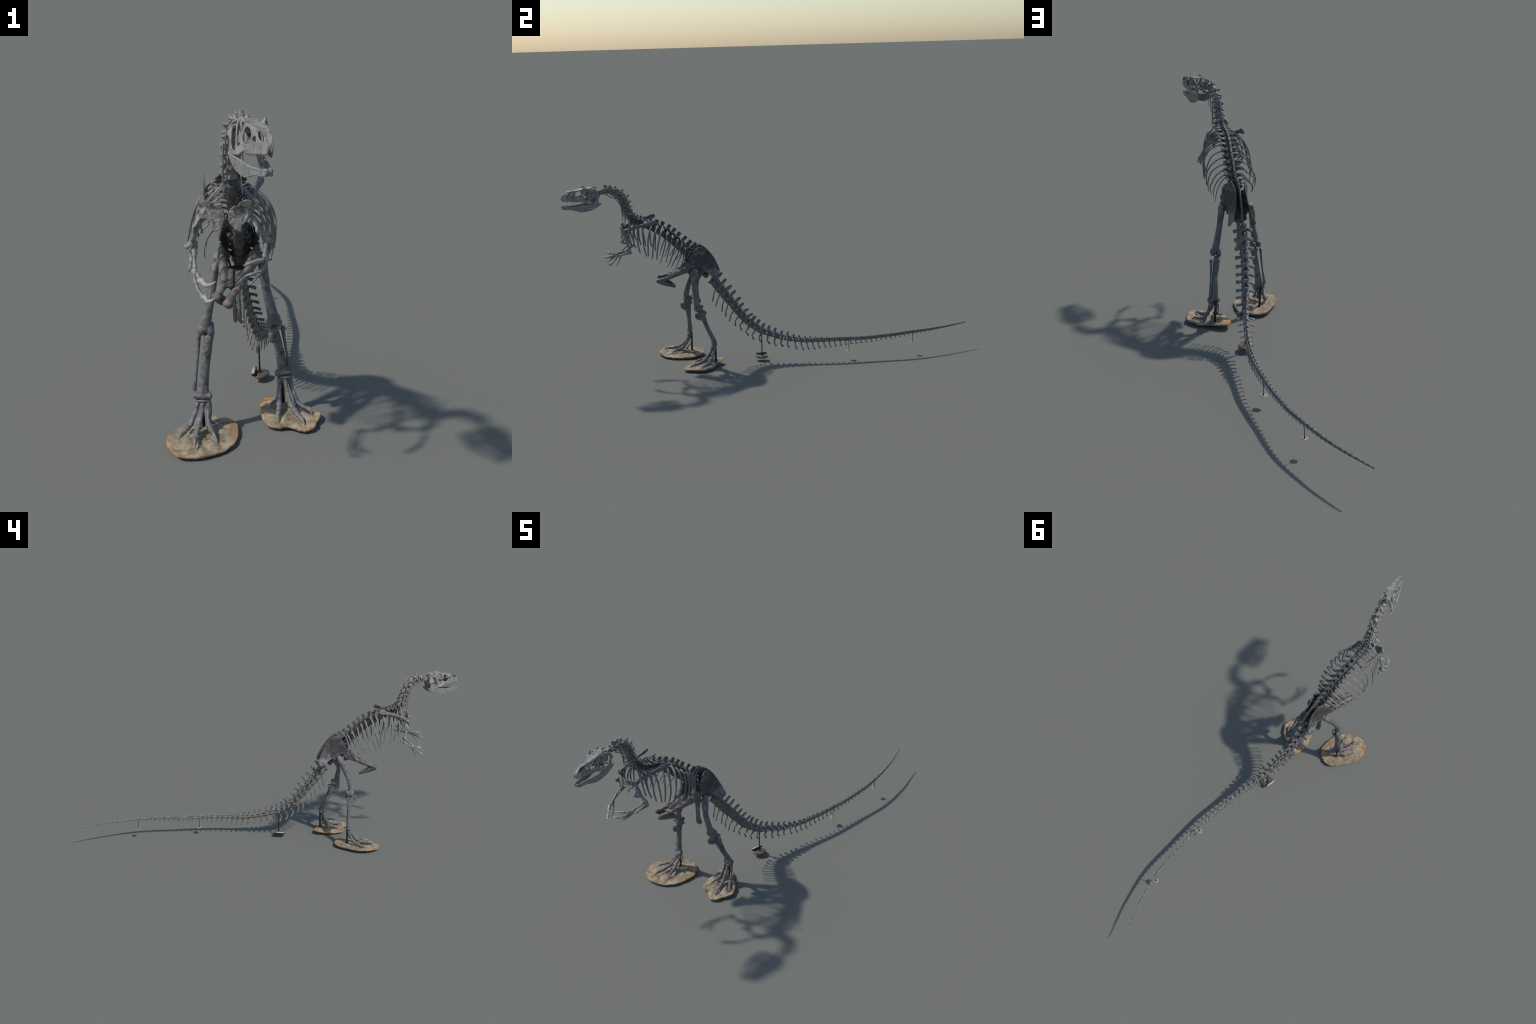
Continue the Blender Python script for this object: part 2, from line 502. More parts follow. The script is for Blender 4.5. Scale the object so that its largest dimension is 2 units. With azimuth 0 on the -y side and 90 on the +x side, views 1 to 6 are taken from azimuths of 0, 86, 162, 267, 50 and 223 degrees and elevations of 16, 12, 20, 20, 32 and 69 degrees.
# lower jaw
jaw = Mesh()
jaw_outline = mm([(177, -45), (174, -39), (154, -43), (125, -44), (101, -42), (77, -39), (53, -37), (29, -35.5), (6, -36), (-5, -31), (-8, -34), (-4, -41), (4, -47), (18, -56),
                  (37, -64), (61, -69), (87, -71), (114, -64), (131, -59), (161, -57), (172, -53)])
JV, JF = plate(jaw_outline, [mm([(40, -55), (36, -57), (32, -56), (36, -53)])], thick=0.0042, voxel=0.0009)
jw = lambda s: along([-0.012, 0.02, 0.06, 0.09, 0.12, 0.14, 0.155, 0.168, 0.175, 0.180],
                     [0.0300, 0.0295, 0.0275, 0.0235, 0.017, 0.0125, 0.0105, 0.0082, 0.005, 0.0012], s)
for sgn in (1, -1):
    l = sgn * (jw(JV[:, 0]) * (1 - 0.10 * np.clip((-0.045 - JV[:, 1]) / 0.025, 0, 1)) + JV[:, 2])
    jaw.add(skull_pt(JV[:, 0], l, JV[:, 1]), JF if sgn > 0 else [tuple(reversed(q)) for q in JF])
    P = [sp(174, sgn * 6, -43), sp(150, sgn * 10.5, -45), sp(110, sgn * 19, -45), sp(60, sgn * 27, -39), sp(10, sgn * 30, -36)]
    jaw.tube(P, [0.0025, 0.0028, 0.003, 0.003, 0.004], [0.003, 0.003, 0.003, 0.0028, 0.004], up=SW)
    jaw.tube([sp(8, sgn * 29.5, -37), sp(-2, sgn * 29.5, -35), sp(-8, sgn * 29.5, -33)], [0.004, 0.0045, 0.003], up=SW)
jaw.ball(sp(171, 0, -48), (0.005, 0.0045, 0.0065), (_F, SW, SZ))
jaw_ob = build('lower_jaw', jaw, root, M_JAW, voxel=0.0009, smooth=2, rough=0.0009, rscale=0.006)

# teeth: one curved cone mesh, scaled and turned
def cone_mesh():
    t = Mesh()
    t.tube([A(0, 0, 0.25), A(0, 0, -0.25), A(0.05, 0, -0.62), A(0.16, 0, -1.0)], [0.20, 0.20, 0.14, 0.02], [0.15, 0.15, 0.10, 0.015], up=A(1, 0, 0), seg=8, sub=3)
    return new_mesh('tooth', *t.arrays())
TOOTH = cone_mesh()
TOOTH.materials.append(M_TOOTH)
TOOTH.polygons.foreach_set('use_smooth', [True] * len(TOOTH.polygons))
TEETH = []
from mathutils import Matrix
def tooth(parent, s, l, h, size, down, tilt):
    axz = SZ if down else -SZ
    axx = -_F
    axy = np.cross(axz, axx)
    m = Matrix(np.stack([axx, axy, axz], 1).tolist()).to_4x4() @ Matrix.Rotation(tilt, 4, 'X')
    ob = bpy.data.objects.new('tooth', TOOTH)
    COL.objects.link(ob)
    ob.parent = parent
    ob.matrix_local = Matrix.Translation(Vector(skull_pt(A(s)[0], A(l)[0], A(h)[0]).tolist())) @ m @ Matrix.Scale(size, 4)
    TEETH.append(ob)
for sgn in (1, -1):
    for i in range(15):
        s = 0.172 - 0.0063 * i
        w = float(half_width(A(s), A(-0.012))[0]) - 0.001
        h = float(along([0.08, 0.111, 0.141, 0.165, 0.176], [-0.0195, -0.0195, -0.0155, -0.0135, -0.011], s))
        tooth(skull_ob, s + random.uniform(-0.001, 0.001), sgn * w, h, random.uniform(0.0055, 0.0095) * (1 - 0.025 * i), True, random.uniform(-0.08, 0.08))
    for i in range(13):
        s = 0.170 - 0.0062 * i
        tooth(jaw_ob, s + random.uniform(-0.001, 0.001), sgn * (float(jw(s)) - 0.001), -0.0425, random.uniform(0.0045, 0.0075) * (1 - 0.025 * i), False, random.uniform(-0.08, 0.08))

# ================================================================== BACKBONE
# centre line of the vertebral bodies, head to tail
NECK_C = [A(0.042, -0.815, 0.869), A(0.038, -0.792, 0.874), A(0.032, -0.769, 0.873), A(0.023, -0.747, 0.862), A(0.015, -0.730, 0.846),
          A(0.009, -0.719, 0.825), A(0.007, -0.713, 0.803), A(0.007, -0.707, 0.782), A(0.006, -0.699, 0.760)]
DORS_C = [A(0.005, -0.687, 0.738), A(0.004, -0.671, 0.721), A(0.003, -0.653, 0.711), A(0.002, -0.634, 0.704), A(0.002, -0.605, 0.692),
          A(0.003, -0.579, 0.679), A(0.004, -0.553, 0.664), A(0.006, -0.529, 0.649), A(0.007, -0.507, 0.632), A(0.008, -0.485, 0.613),
          A(0.008, -0.464, 0.592), A(0.009, -0.444, 0.571), A(0.009, -0.425, 0.552), A(0.009, -0.407, 0.534)]
SACR_C = [A(0.009, -0.389, 0.514), A(0.008, -0.371, 0.493), A(0.007, -0.356, 0.473), A(0.005, -0.341, 0.453)]
TAIL_LINE = [A(0.004, -0.326, 0.434), A(0.003, -0.309, 0.415), A(0.004, -0.284, 0.390), A(0.006, -0.260, 0.358), A(0.010, -0.233, 0.320), A(0.014, -0.206, 0.287),
             A(0.019, -0.184, 0.256), A(0.025, -0.162, 0.230), A(0.031, -0.135, 0.198), A(0.040, -0.101, 0.171), A(0.046, -0.068, 0.149),
             A(0.053, -0.035, 0.138), A(0.061, 0.0, 0.127), A(0.067, 0.030, 0.117), A(0.073, 0.060, 0.111), A(0.078, 0.090, 0.106),
             A(0.087, 0.151, 0.100), A(0.093, 0.211, 0.1005), A(0.097, 0.272, 0.101), A(0.097, 0.333, 0.101), A(0.0955, 0.41, 0.100),
             A(0.093, 0.462, 0.100), A(0.0865, 0.566, 0.105), A(0.081, 0.619, 0.108), A(0.071, 0.673, 0.111), A(0.057, 0.728, 0.112),
             A(0.040, 0.785, 0.112), A(0.021, 0.842, 0.113), A(-0.003, 0.90, 0.114), A(-0.025, 0.949, 0.1155), A(-0.047, 0.998, 0.117)]
TAIL_D = catmull(TAIL_LINE, 12)
TAIL_S = np.concatenate([[0], np.cumsum(np.linalg.norm(np.diff(TAIL_D, axis=0), axis=1))])
def tail_at(s):
    return np.array([np.interp(s, TAIL_S, TAIL_D[:, k]) for k in range(3)])
def tail_dir(s):
    return unit(tail_at(s + 0.006) - tail_at(s - 0.006))

def frame(T, ref=(0, 0, 1)):
    T = unit(T)
    U = unit(np.asarray(ref, float) - T * (np.asarray(ref, float) @ T))
    return T, U, np.cross(T, U)     # tailward, up, left

def vertebra(name, mat, c, T, length, r, tip, spine=(0.008, 0.008, 0.002), spine_flat=True, arch=1.9, process=None, zyg=0.5,
             voxel=0.0012, tall=1.05, waist=0.74, ref=None, extra=None, rough=0.0011):
    """c: middle of the body, T: tailward; tip: top of the neural spine; spine: fore-aft half width low/high, half thickness."""
    tip = np.asarray(tip, float)
    T, U, W = frame(T, (tip - c) if ref is None else ref)
    m = Mesh()
    L = length / 2
    m.tube([c - T * L, c - T * L * 0.82, c, c + T * L * 0.82, c + T * L], [r * 0.9 * tall, r * tall, r * waist * tall, r * tall, r * 0.9 * tall],
           [r * 0.9, r, r * waist, r, r * 0.9], up=U, seg=14, cap='flat')
    base = c + U * r * arch
    m.tube([c + U * r * 0.5, c + U * r * (0.5 + arch) / 2, base], [L * 0.72, L * 0.62, L * 0.70], [r * 0.85, r * 0.66, r * 0.62], up=T, seg=10)
    lo, hi, th = spine
    lo, hi = lo * random.uniform(0.9, 1.1), hi * random.uniform(0.86, 1.12)
    tip = tip + T * random.uniform(-0.001, 0.001)
    p0 = c + U * r * (arch - 0.5)
    d = tip - p0
    m.tube([p0, p0 + d * 0.35, p0 + d * 0.75, tip - unit(d) * th], [lo, lo * 0.92, (lo + hi) / 2, hi], [th * 1.25, th, th * 0.95, th * 1.5], up=T, seg=10,
           cap='flat' if spine_flat else 'round', power=3.0 if spine_flat else 2.0)
    for s in (1, -1):
        if zyg:
            m.tube([base + W * s * r * 0.45 - U * r * 0.1, base + W * s * r * 0.6 + T * L * (1 + zyg) * 0.9 + U * r * 0.15], [r * 0.34, r * 0.27], up=U, seg=8)
            m.tube([base + W * s * r * 0.45 - U * r * 0.1, base + W * s * r * 0.75 - T * L * (1 + zyg) * 0.9 - U * r * 0.1], [r * 0.34, r * 0.27], up=U, seg=8)
        if process:
            end, wid, thk, rise = process
            # end: offsets (left, tailward, up) of the tip; wid: half widths root/mid/tip
            P0 = base + W * s * r * 0.4 - U * r * 0.35
            E = c + W * s * end[0] + T * end[1] + U * end[2]
            Mid = (P0 + E) / 2 + U * rise
            m.tube([P0, Mid, E], [wid[0], wid[1], wid[2]], thk, up=T, seg=10)
    if extra:
        extra(m, c, T, U, W)
    return build(name, m, root, mat, voxel=voxel, smooth=2, rough=rough, rscale=0.005)

# --- neck
NECK_TIP = [A(0.043, -0.812, 0.888), A(0.038, -0.790, 0.911), A(0.036, -0.774, 0.909), A(0.025, -0.750, 0.902), A(0.019, -0.711, 0.886), A(0.008, -0.684, 0.853),
            A(0.006, -0.675, 0.8245), A(0.004, -0.669, 0.7975), A(-0.002, -0.670, 0.780)]
for i, (c, tip) in enumerate(zip(NECK_C, NECK_TIP)):
    nx = NECK_C[i + 1] if i + 1 < len(NECK_C) else DORS_C[0]
    pv = NECK_C[i - 1] if i else c - (nx - c)
    T = unit(nx - pv)
    r = float(along([0, 1, 3, 8], [0.0080, 0.0095, 0.0115, 0.0135], i))
    ln = np.linalg.norm(nx - pv) / 2 * 0.98
    def neck_extra(m, c, T, U, W, r=r, ln=ln, i=i):
        if i == 0:
            return
        for s in (1, -1):
            # side facets: lower rib lug, diapophysis and flaring front and rear joint facets
            m.tube([c + W * s * r * 0.5 - T * ln * 0.15 + U * r * 0.2, c + W * s * (r + 0.0085) - T * ln * 0.05 - U * r * 0.35], [0.0040, 0.0036], up=T, seg=8)
            m.tube([c + W * s * r * 0.4 + U * r * 1.0, c + W * s * (r + 0.0090) + T * ln * 0.05 + U * r * 0.35], [0.0042, 0.0036], [0.0032, 0.0028], up=T, seg=8)
            m.tube([c + W * s * r * 0.4 + U * r * 1.2, c + W * s * (r + 0.0070) + T * ln * 0.60 + U * r * 1.75], [0.0048, 0.0044], [0.0034, 0.0030], up=T, seg=8)
            m.tube([c + W * s * r * 0.4 + U * r * 1.1, c + W * s * (r + 0.0065) - T * ln * 0.60 + U * r * 1.05], [0.0042, 0.0040], [0.0032, 0.0028], up=T, seg=8)
            # epipophyses that give the neck its spiky back
            m.tube([c + W * s * (r + 0.003) + T * ln * 0.4 + U * r * 1.7, c + W * s * (r + 0.006) + T * ln * 0.80 + U * r * 2.35], [0.0034, 0.0024], seg=8)
    sw = [0.005, 0.0085, 0.0082, 0.0072, 0.0065, 0.0050, 0.0042, 0.0036, 0.0036][i]
    vertebra('neck_vertebra', M_NECK, c, T, ln, r, tip, spine=(sw * 0.9, sw, 0.0022), zyg=0.3, spine_flat=i < 5, voxel=0.0010, extra=neck_extra, waist=0.72, rough=0.0016)
    # neck ribs: thin splints sweeping back below the neck
    if i >= 1:
        U = frame(T, tip - c)[1]
        W = np.cross(T, U)
        for s in (1, -1):
            b = c + W * s * (r + 0.006) - U * r * 0.6
            m = Mesh()
            dy, dz = [(0, 0), (0.039, -0.027), (0.036, -0.029), (0.027, -0.050), (0.016, -0.054), (0.007, -0.055), (0.001, -0.055), (-0.005, -0.052), (-0.004, -0.046)][i]
            E = b + A(s * 0.002, dy, dz)
            sag = A(0, -0.002, -0.003)
            m.tube([b - T * 0.006, b * 0.75 + E * 0.25 + sag, b * 0.4 + E * 0.6 + sag, E], [0.0030, 0.0021, 0.0014, 0.0008],
                   [0.0024, 0.0016, 0.0012, 0.0008], up=U, seg=8)
            build('neck_rib', m, root, M_RIB, rough=0.0004)

# --- back
DORS_TIP = [A(-0.002, -0.657, 0.762), A(-0.001, -0.643, 0.752), A(0.001, -0.628, 0.749), A(0.001, -0.612, 0.744), A(0.000, -0.581, 0.738),
            A(0.000, -0.552, 0.7265), A(0.005, -0.522, 0.717), A(0.008, -0.490, 0.701), A(0.011, -0.466, 0.683), A(0.010, -0.443, 0.661),
            A(0.014, -0.413, 0.639), A(0.016, -0.390, 0.618), A(0.016, -0.368, 0.607), A(0.013, -0.352, 0.594)]
RIB_TOP_L = {}
for i, (c, tip) in enumerate(zip(DORS_C, DORS_TIP)):
    nx = DORS_C[i + 1] if i + 1 < len(DORS_C) else SACR_C[0]
    pv = DORS_C[i - 1] if i else NECK_C[-1]
    T = unit(nx - pv)
    r = float(along([0, 4, 8, 13], [0.0135, 0.0135, 0.0140, 0.0150], i))
    ln = np.linalg.norm(nx - pv) / 2 * 0.96
    up = tip - c
    hgt = np.linalg.norm(up)
    sw = float(along([0, 3, 5, 7, 13], [0.0045, 0.0060, 0.0092, 0.0106, 0.0095], i))
    px_ = float(along([0, 3, 6, 10, 13], [0.032, 0.036, 0.031, 0.034, 0.024], i))
    pr = ((px_, 0.004, hgt * float(along([0, 4, 8, 13], [0.50, 0.62, 0.66, 0.55], i))), (0.0095, 0.0080, 0.0055), 0.0030, 0.002)
    def back_extra(m, c, T, U, W, r=r, ln=ln):
        for s in (1, -1):   # buttress under the side process
            m.tube([c + W * s * r * 0.5 + U * r * 0.7, c + W * s * (r + 0.008) + U * r * 2.0], [ln * 0.38, ln * 0.22], [0.004, 0.003], up=T, seg=8)
    vertebra('back_vertebra', M_DORSAL, c, T, ln, r, tip, spine=(sw * 0.85, sw, 0.0030), arch=float(along([0, 4, 7, 13], [1.9, 2.2, 2.45, 2.1], i)), process=pr, zyg=0.25, extra=back_extra)

# --- sacrum: fused bodies with one continuous crest
sac = Mesh()
sac.tube([DORS_C[-1] + A(0, 0.008, -0.008)] + SACR_C + [TAIL_LINE[0]], [0.014, 0.0145, 0.0138, 0.0138, 0.0135, 0.0135], up=A(1, 0, 0), seg=14)
for k, c in enumerate(SACR_C):
    sac.tube([c - A(0, 0.006, -0.007), c + A(0, 0.006, -0.007)], [0.0152, 0.0152], up=A(1, 0, 0), seg=14, cap='flat')
CREST_TOP = [(-0.372, 0.588), (-0.352, 0.5955), (-0.346, 0.590), (-0.325, 0.575), (-0.298, 0.543), (-0.280, 0.512), (-0.264, 0.474), (-0.2605, 0.458)]
CREST_LOW = [(-0.268, 0.450), (-0.300, 0.462), (-0.330, 0.480), (-0.352, 0.505), (-0.372, 0.535), (-0.388, 0.558)]
CV, CF = plate(CREST_TOP + CREST_LOW, thick=0.0044, voxel=0.0012)
cx = along([-0.38, -0.33, -0.26], [0.0105, 0.012, 0.0145], CV[:, 0])
sac.add(np.stack([cx + CV[:, 2], CV[:, 0], CV[:, 1]], 1), CF)
crest_rim = [A(0.011, y, z) for y, z in CREST_TOP[1:]]
for k in range(len(crest_rim)):
    crest_rim[k][0] = along([-0.38, -0.33, -0.26], [0.0105, 0.012, 0.0145], crest_rim[k][1])
sac.tube(crest_rim, 0.0022, [0.0040, 0.0036, 0.0030, 0.0030, 0.0030, 0.0032, 0.0038], up=A(0, 0.6, 0.8), seg=8)
for k, c in enumerate(SACR_C):   # sacral ribs reaching the hip blades
    for s in (1, -1):
        sac.tube([c + A(0, 0, 0.006), c + A(s * 0.018, 0.006, 0.020), c + A(s * 0.033, 0.010, 0.026)], [0.008, 0.0055, 0.008], [0.004, 0.003, 0.004], up=A(0, 0.6, 0.8), seg=8)
# fused side plates of the sacrum close the space between the hip blades
sac.tube([A(0.0095, -0.388, 0.534), A(0.0095, -0.366, 0.520), A(0.0095, -0.345, 0.497), A(0.0095, -0.322, 0.470), A(0.0085, -0.303, 0.446)],
         [0.010, 0.011, 0.010, 0.009, 0.006], [0.030, 0.028, 0.024, 0.024, 0.026], up=A(0, 0.6, 0.8), seg=16, power=3.0)
build('sacrum', sac, root, M_DORSAL, voxel=0.0013, smooth=2, rough=0.0012)

# --- tail
CAUD_TIP = [A(0.013, -0.246, 0.450), A(0.014, -0.227, 0.4165), A(0.014, -0.201, 0.383), A(0.017, -0.182, 0.358), A(0.024, -0.159, 0.322), A(0.028, -0.143, 0.293),
            A(0.025, -0.121, 0.263), A(0.031, -0.102, 0.238), A(0.037, -0.087, 0.227), A(0.040, -0.068, 0.209), A(0.049, -0.045, 0.191),
            A(0.056, -0.022, 0.180), A(0.063, 0.007, 0.169), A(0.070, 0.039, 0.155), A(0.076, 0.066, 0.149)]
def foot_on_tail(p, slope=0.0):
    d = ((TAIL_D - p) ** 2).sum(1)
    return TAIL_S[np.argmin(d)] - slope
S_LIST = [foot_on_tail(p) for p in CAUD_TIP]
for k in range(1, len(S_LIST)):          # keep the spacing even
    S_LIST[k] = max(S_LIST[k], S_LIST[k - 1] + 0.020)
S_LIST = list(np.interp(np.arange(len(S_LIST)), [0, 4, 9, 14], [S_LIST[0], S_LIST[4], S_LIST[9], S_LIST[14]]))
s_end = TAIL_S[-1]
while S_LIST[-1] < s_end - 0.020:
    f = (S_LIST[-1] - S_LIST[14]) / (s_end - S_LIST[14])
    S_LIST.append(S_LIST[-1] + 0.0290 * (1 - f) + 0.0205 * f - (0.004 if f > 0.65 else 0.0) * 0)
R_S = lambda y: float(along([-0.33, -0.25, -0.16, -0.07, 0.0, 0.1, 0.2, 0.35, 0.5, 0.65, 0.8, 0.9, 1.0],
                            [0.0168, 0.0165, 0.0142, 0.0122, 0.0106, 0.0092, 0.0085, 0.0076, 0.0068, 0.0058, 0.0043, 0.0032, 0.0020], y))
CAUD = []
for k, s in enumerate(S_LIST):
    c, T = tail_at(s), tail_dir(s)
    c = c - frame(T)[1] * 0.16 * R_S(c[1])
    sp_ = (S_LIST[k + 1] - s) if k + 1 < len(S_LIST) else (s_end - s) * 1.2
    y = c[1]
    r = R_S(y)
    U = frame(T)[1]
    if k < len(CAUD_TIP):
        tip = CAUD_TIP[k] + 0
        tip[0] = 0.7 * tip[0] + 0.3 * c[0]
    else:
        hgt = float(along([0.066, 0.12, 0.20, 0.30, 0.40, 0.55, 0.7, 0.85, 1.0], [0.034, 0.028, 0.022, 0.0165, 0.0125, 0.0110, 0.0075, 0.0045, 0.002], y))
        lean = float(along([0.066, 0.25, 0.4, 0.6], [0.004, 0.002, -0.006, -0.008], y))
        tip = c + U * hgt + T * lean
    pl = float(along([-0.33, -0.15, -0.05, 0.03, 0.09, 0.15, 0.20], [0.037, 0.035, 0.033, 0.028, 0.022, 0.014, 0.006], y))
    process = None
    if y < 0.20:
        wt = float(along([-0.30, -0.10, 0.0, 0.15], [0.0092, 0.0082, 0.0058, 0.0032], y))
        process = ((pl, 0.004, r * 0.75), (wt * 0.7, wt * 0.75, wt), float(along([-0.3, 0.2], [0.0028, 0.0019], y)), 0.0008)
    sw = float(along([-0.30, -0.10, 0.05, 0.25, 0.5, 1.0], [0.0078, 0.0074, 0.0056, 0.0036, 0.0052, 0.0026], y))
    flat = y < 0.05
    zg = float(along([-0.3, 0.1, 0.3, 0.5], [0.25, 0.5, 0.9, 1.25], y))
    vertebra('tail_vertebra', M_TAIL if y > -0.33 else M_DORSAL, c, T, sp_ * 0.985, r, tip, spine=(sw * 1.25, sw * 0.85, max(0.0012, min(0.0028, r * 0.22))), arch=1.45,
             process=process, zyg=zg if y < 0.93 else 0, voxel=float(along([-0.3, 0.2, 0.6, 1.0], [0.0011, 0.0008, 0.0006, 0.00045], y)), spine_flat=flat,
             waist=float(along([-0.3, 0.1, 0.6], [0.76, 0.74, 0.82], y)), ref=(0, 0, 1) if k >= len(CAUD_TIP) else None, rough=0.0009 if y < 0.5 else 0.0004)
# a tapering end piece
m = Mesh()
m.tube([tail_at(S_LIST[-1]), tail_at(s_end - 0.002)], [0.0018, 0.0011], seg=8)
build('tail_tip', m, root, M_TAIL)

# chevrons hang between the tail vertebrae
CHEV_TIP = [A(0.009, -0.301, 0.302), A(0.005, -0.285, 0.276), A(0.008, -0.256, 0.246), A(0.011, -0.239, 0.221), A(0.012, -0.220, 0.197), A(0.012, -0.192, 0.171),
            A(0.019, -0.162, 0.149), A(0.024, -0.128, 0.122), A(0.034, -0.103, 0.102), A(0.037, -0.068, 0.089), A(0.049, -0.024, 0.079), A(0.060, 0.007, 0.070),
            A(0.067, 0.041, 0.068), A(0.074, 0.069, 0.065)]
# where the heads of the measured chevrons meet the tail (y, z)
CHEV_TOP = [(-0.285, 0.364), (-0.264, 0.337), (-0.243, 0.310), (-0.225, 0.281), (-0.200, 0.251), (-0.177, 0.224), (-0.157, 0.197), (-0.129, 0.168), (-0.099, 0.149),
            (-0.070, 0.134), (-0.034, 0.122), (0.001, 0.111), (0.032, 0.103), (0.065, 0.098)]
def chevron(top, tip, T, W, boot, r, bend):
    m = Mesh()
    d = tip - top
    mid = top + d * 0.5 - T * bend
    m.tube([top + d * 0.05, top + d * 0.3 - T * bend * 0.7, mid, tip - d * 0.03], [r * 1.0, r * 0.95, r * 0.95, r * 1.1 + boot], [r * 0.8, r * 0.75, r * 0.7, r * 0.7], up=T, seg=8)
    for s in (1, -1):
        m.tube([top + W * s * r * 1.6 - d * 0.08, top + d * 0.25 + W * s * r * 0.4], [r * 1.0, r * 0.8], up=T, seg=8)
    return m
for k, tip in enumerate(CHEV_TIP):
    top = A(tail_at(foot_on_tail(A(tip[0], *CHEV_TOP[k])))[0], *CHEV_TOP[k])
    s = foot_on_tail(top)
    T = tail_dir(s)
    W = frame(T)[2]
    bend = float(along([0, 3, 7, 10, 13], [0.001, 0.004, 0.010, 0.008, 0.006], k)) * (0.75 + 0.5 * random.random())
    build('chevron', chevron(top, tip, A(0, 1, 0), W, float(along([0, 6, 13], [0.0002, 0.0008, 0.0018], k)), 0.0033, bend), root, M_CHEV, rough=0.0007)
for k in range(15, len(S_LIST) - 1):
    s = (S_LIST[k] + S_LIST[k + 1]) / 2
    c, T = tail_at(s), tail_dir(s)
    if c[1] > 0.82:
        break
    U, W = frame(T)[1:]
    ln = float(along([0.08, 0.20, 0.32, 0.38, 0.45, 0.55, 0.66, 0.80], [0.040, 0.036, 0.028, 0.020, 0.0165, 0.0125, 0.0095, 0.004], c[1]))
    top = c - U * R_S(c[1]) * 0.9
    d = -U * ln * random.uniform(0.92, 1.06) + T * ln * random.uniform(0.25, 0.42)
    m = Mesh()
    r = float(along([0.08, 0.4, 0.8], [0.0031, 0.0025, 0.0015], c[1]))
    if c[1] < 0.36:
        m.tube([top, top + d * 0.45 - T * ln * 0.10, top + d * 0.8 - T * ln * 0.06, top + d], [r * 1.3, r * 0.95, r * 1.15, r * 1.5], [r, r * 0.8, r * 0.8, r * 0.8], up=T, seg=8)
    else:      # boot-shaped further back
        m.tube([top - T * ln * 0.15, top - U * ln * 0.5, top - U * ln * 0.85 + T * ln * 0.08], [r * 1.1, r * 1.0, r * 1.2], [r, r * 0.8, r * 0.8], up=T, seg=8)
        m.tube([top - U * ln * 0.80 - T * ln * 0.05, top - U * ln * 0.85 + T * ln * 0.25, top - U * ln * 0.80 + T * ln * 0.62], [r * 1.4, r * 1.2, r * 0.7], [r * 0.8, r * 0.7, r * 0.5], up=U, seg=8)
    build('chevron', m, root, M_CHEV, rough=0.0005)

# ================================================================== RIBS
RIBS_L = [
 [A(0.036, -0.683, 0.716), A(0.055, -0.688, 0.693), A(0.066, -0.689, 0.667), A(0.070, -0.686, 0.640), A(0.068, -0.680, 0.617)],
 [A(0.040, -0.662, 0.704), A(0.060, -0.668, 0.676), A(0.071, -0.670, 0.645), A(0.077, -0.667, 0.624), A(0.077, -0.660, 0.604)],
 [A(0.045, -0.643, 0.708), A(0.068, -0.647, 0.680), A(0.077, -0.648, 0.653), A(0.081, -0.648, 0.620), A(0.082, -0.644, 0.594), A(0.079, -0.640, 0.579)],
 [A(0.042, -0.622, 0.710), A(0.062, -0.624, 0.692), A(0.077, -0.623, 0.661), A(0.083, -0.621, 0.623), A(0.083, -0.617, 0.588), A(0.075, -0.610, 0.560)],
 [A(0.040, -0.578, 0.709), A(0.060, -0.584, 0.695), A(0.080, -0.593, 0.670), A(0.092, -0.599, 0.636), A(0.091, -0.601, 0.594), A(0.084, -0.601, 0.561)],
 [A(0.036, -0.552, 0.702), A(0.058, -0.557, 0.688), A(0.080, -0.567, 0.664), A(0.093, -0.573, 0.634), A(0.096, -0.577, 0.594), A(0.087, -0.584, 0.549)],
 [A(0.034, -0.527, 0.694), A(0.060, -0.532, 0.682), A(0.084, -0.539, 0.664), A(0.101, -0.550, 0.622), A(0.101, -0.557, 0.586), A(0.095, -0.561, 0.546)],
 [A(0.031, -0.503, 0.674), A(0.058, -0.507, 0.663), A(0.080, -0.512, 0.645), A(0.093, -0.520, 0.608), A(0.095, -0.532, 0.566), A(0.089, -0.547, 0.521)],
 [A(0.034, -0.479, 0.654), A(0.060, -0.484, 0.641), A(0.082, -0.490, 0.622), A(0.097, -0.501, 0.591), A(0.099, -0.509, 0.563), A(0.093, -0.518, 0.527)],
 [A(0.040, -0.456, 0.632), A(0.066, -0.464, 0.617), A(0.086, -0.474, 0.596), A(0.096, -0.487, 0.561), A(0.094, -0.499, 0.529), A(0.088, -0.511, 0.505)],
 [A(0.042, -0.437, 0.615), A(0.062, -0.445, 0.599), A(0.077, -0.453, 0.581), A(0.088, -0.469, 0.548), A(0.090, -0.482, 0.527), A(0.081, -0.495, 0.500)],
 [A(0.040, -0.421, 0.601), A(0.058, -0.430, 0.585), A(0.069, -0.438, 0.569), A(0.078, -0.449, 0.545), A(0.081, -0.462, 0.519), A(0.076, -0.479, 0.487)],
 [A(0.038, -0.410, 0.592), A(0.052, -0.420, 0.578), A(0.062, -0.428, 0.558), A(0.072, -0.438, 0.526), A(0.075, -0.455, 0.478)],
 [A(0.026, -0.396, 0.569), A(0.045, -0.400, 0.565), A(0.054, -0.407, 0.557), A(0.058, -0.416, 0.539)]]
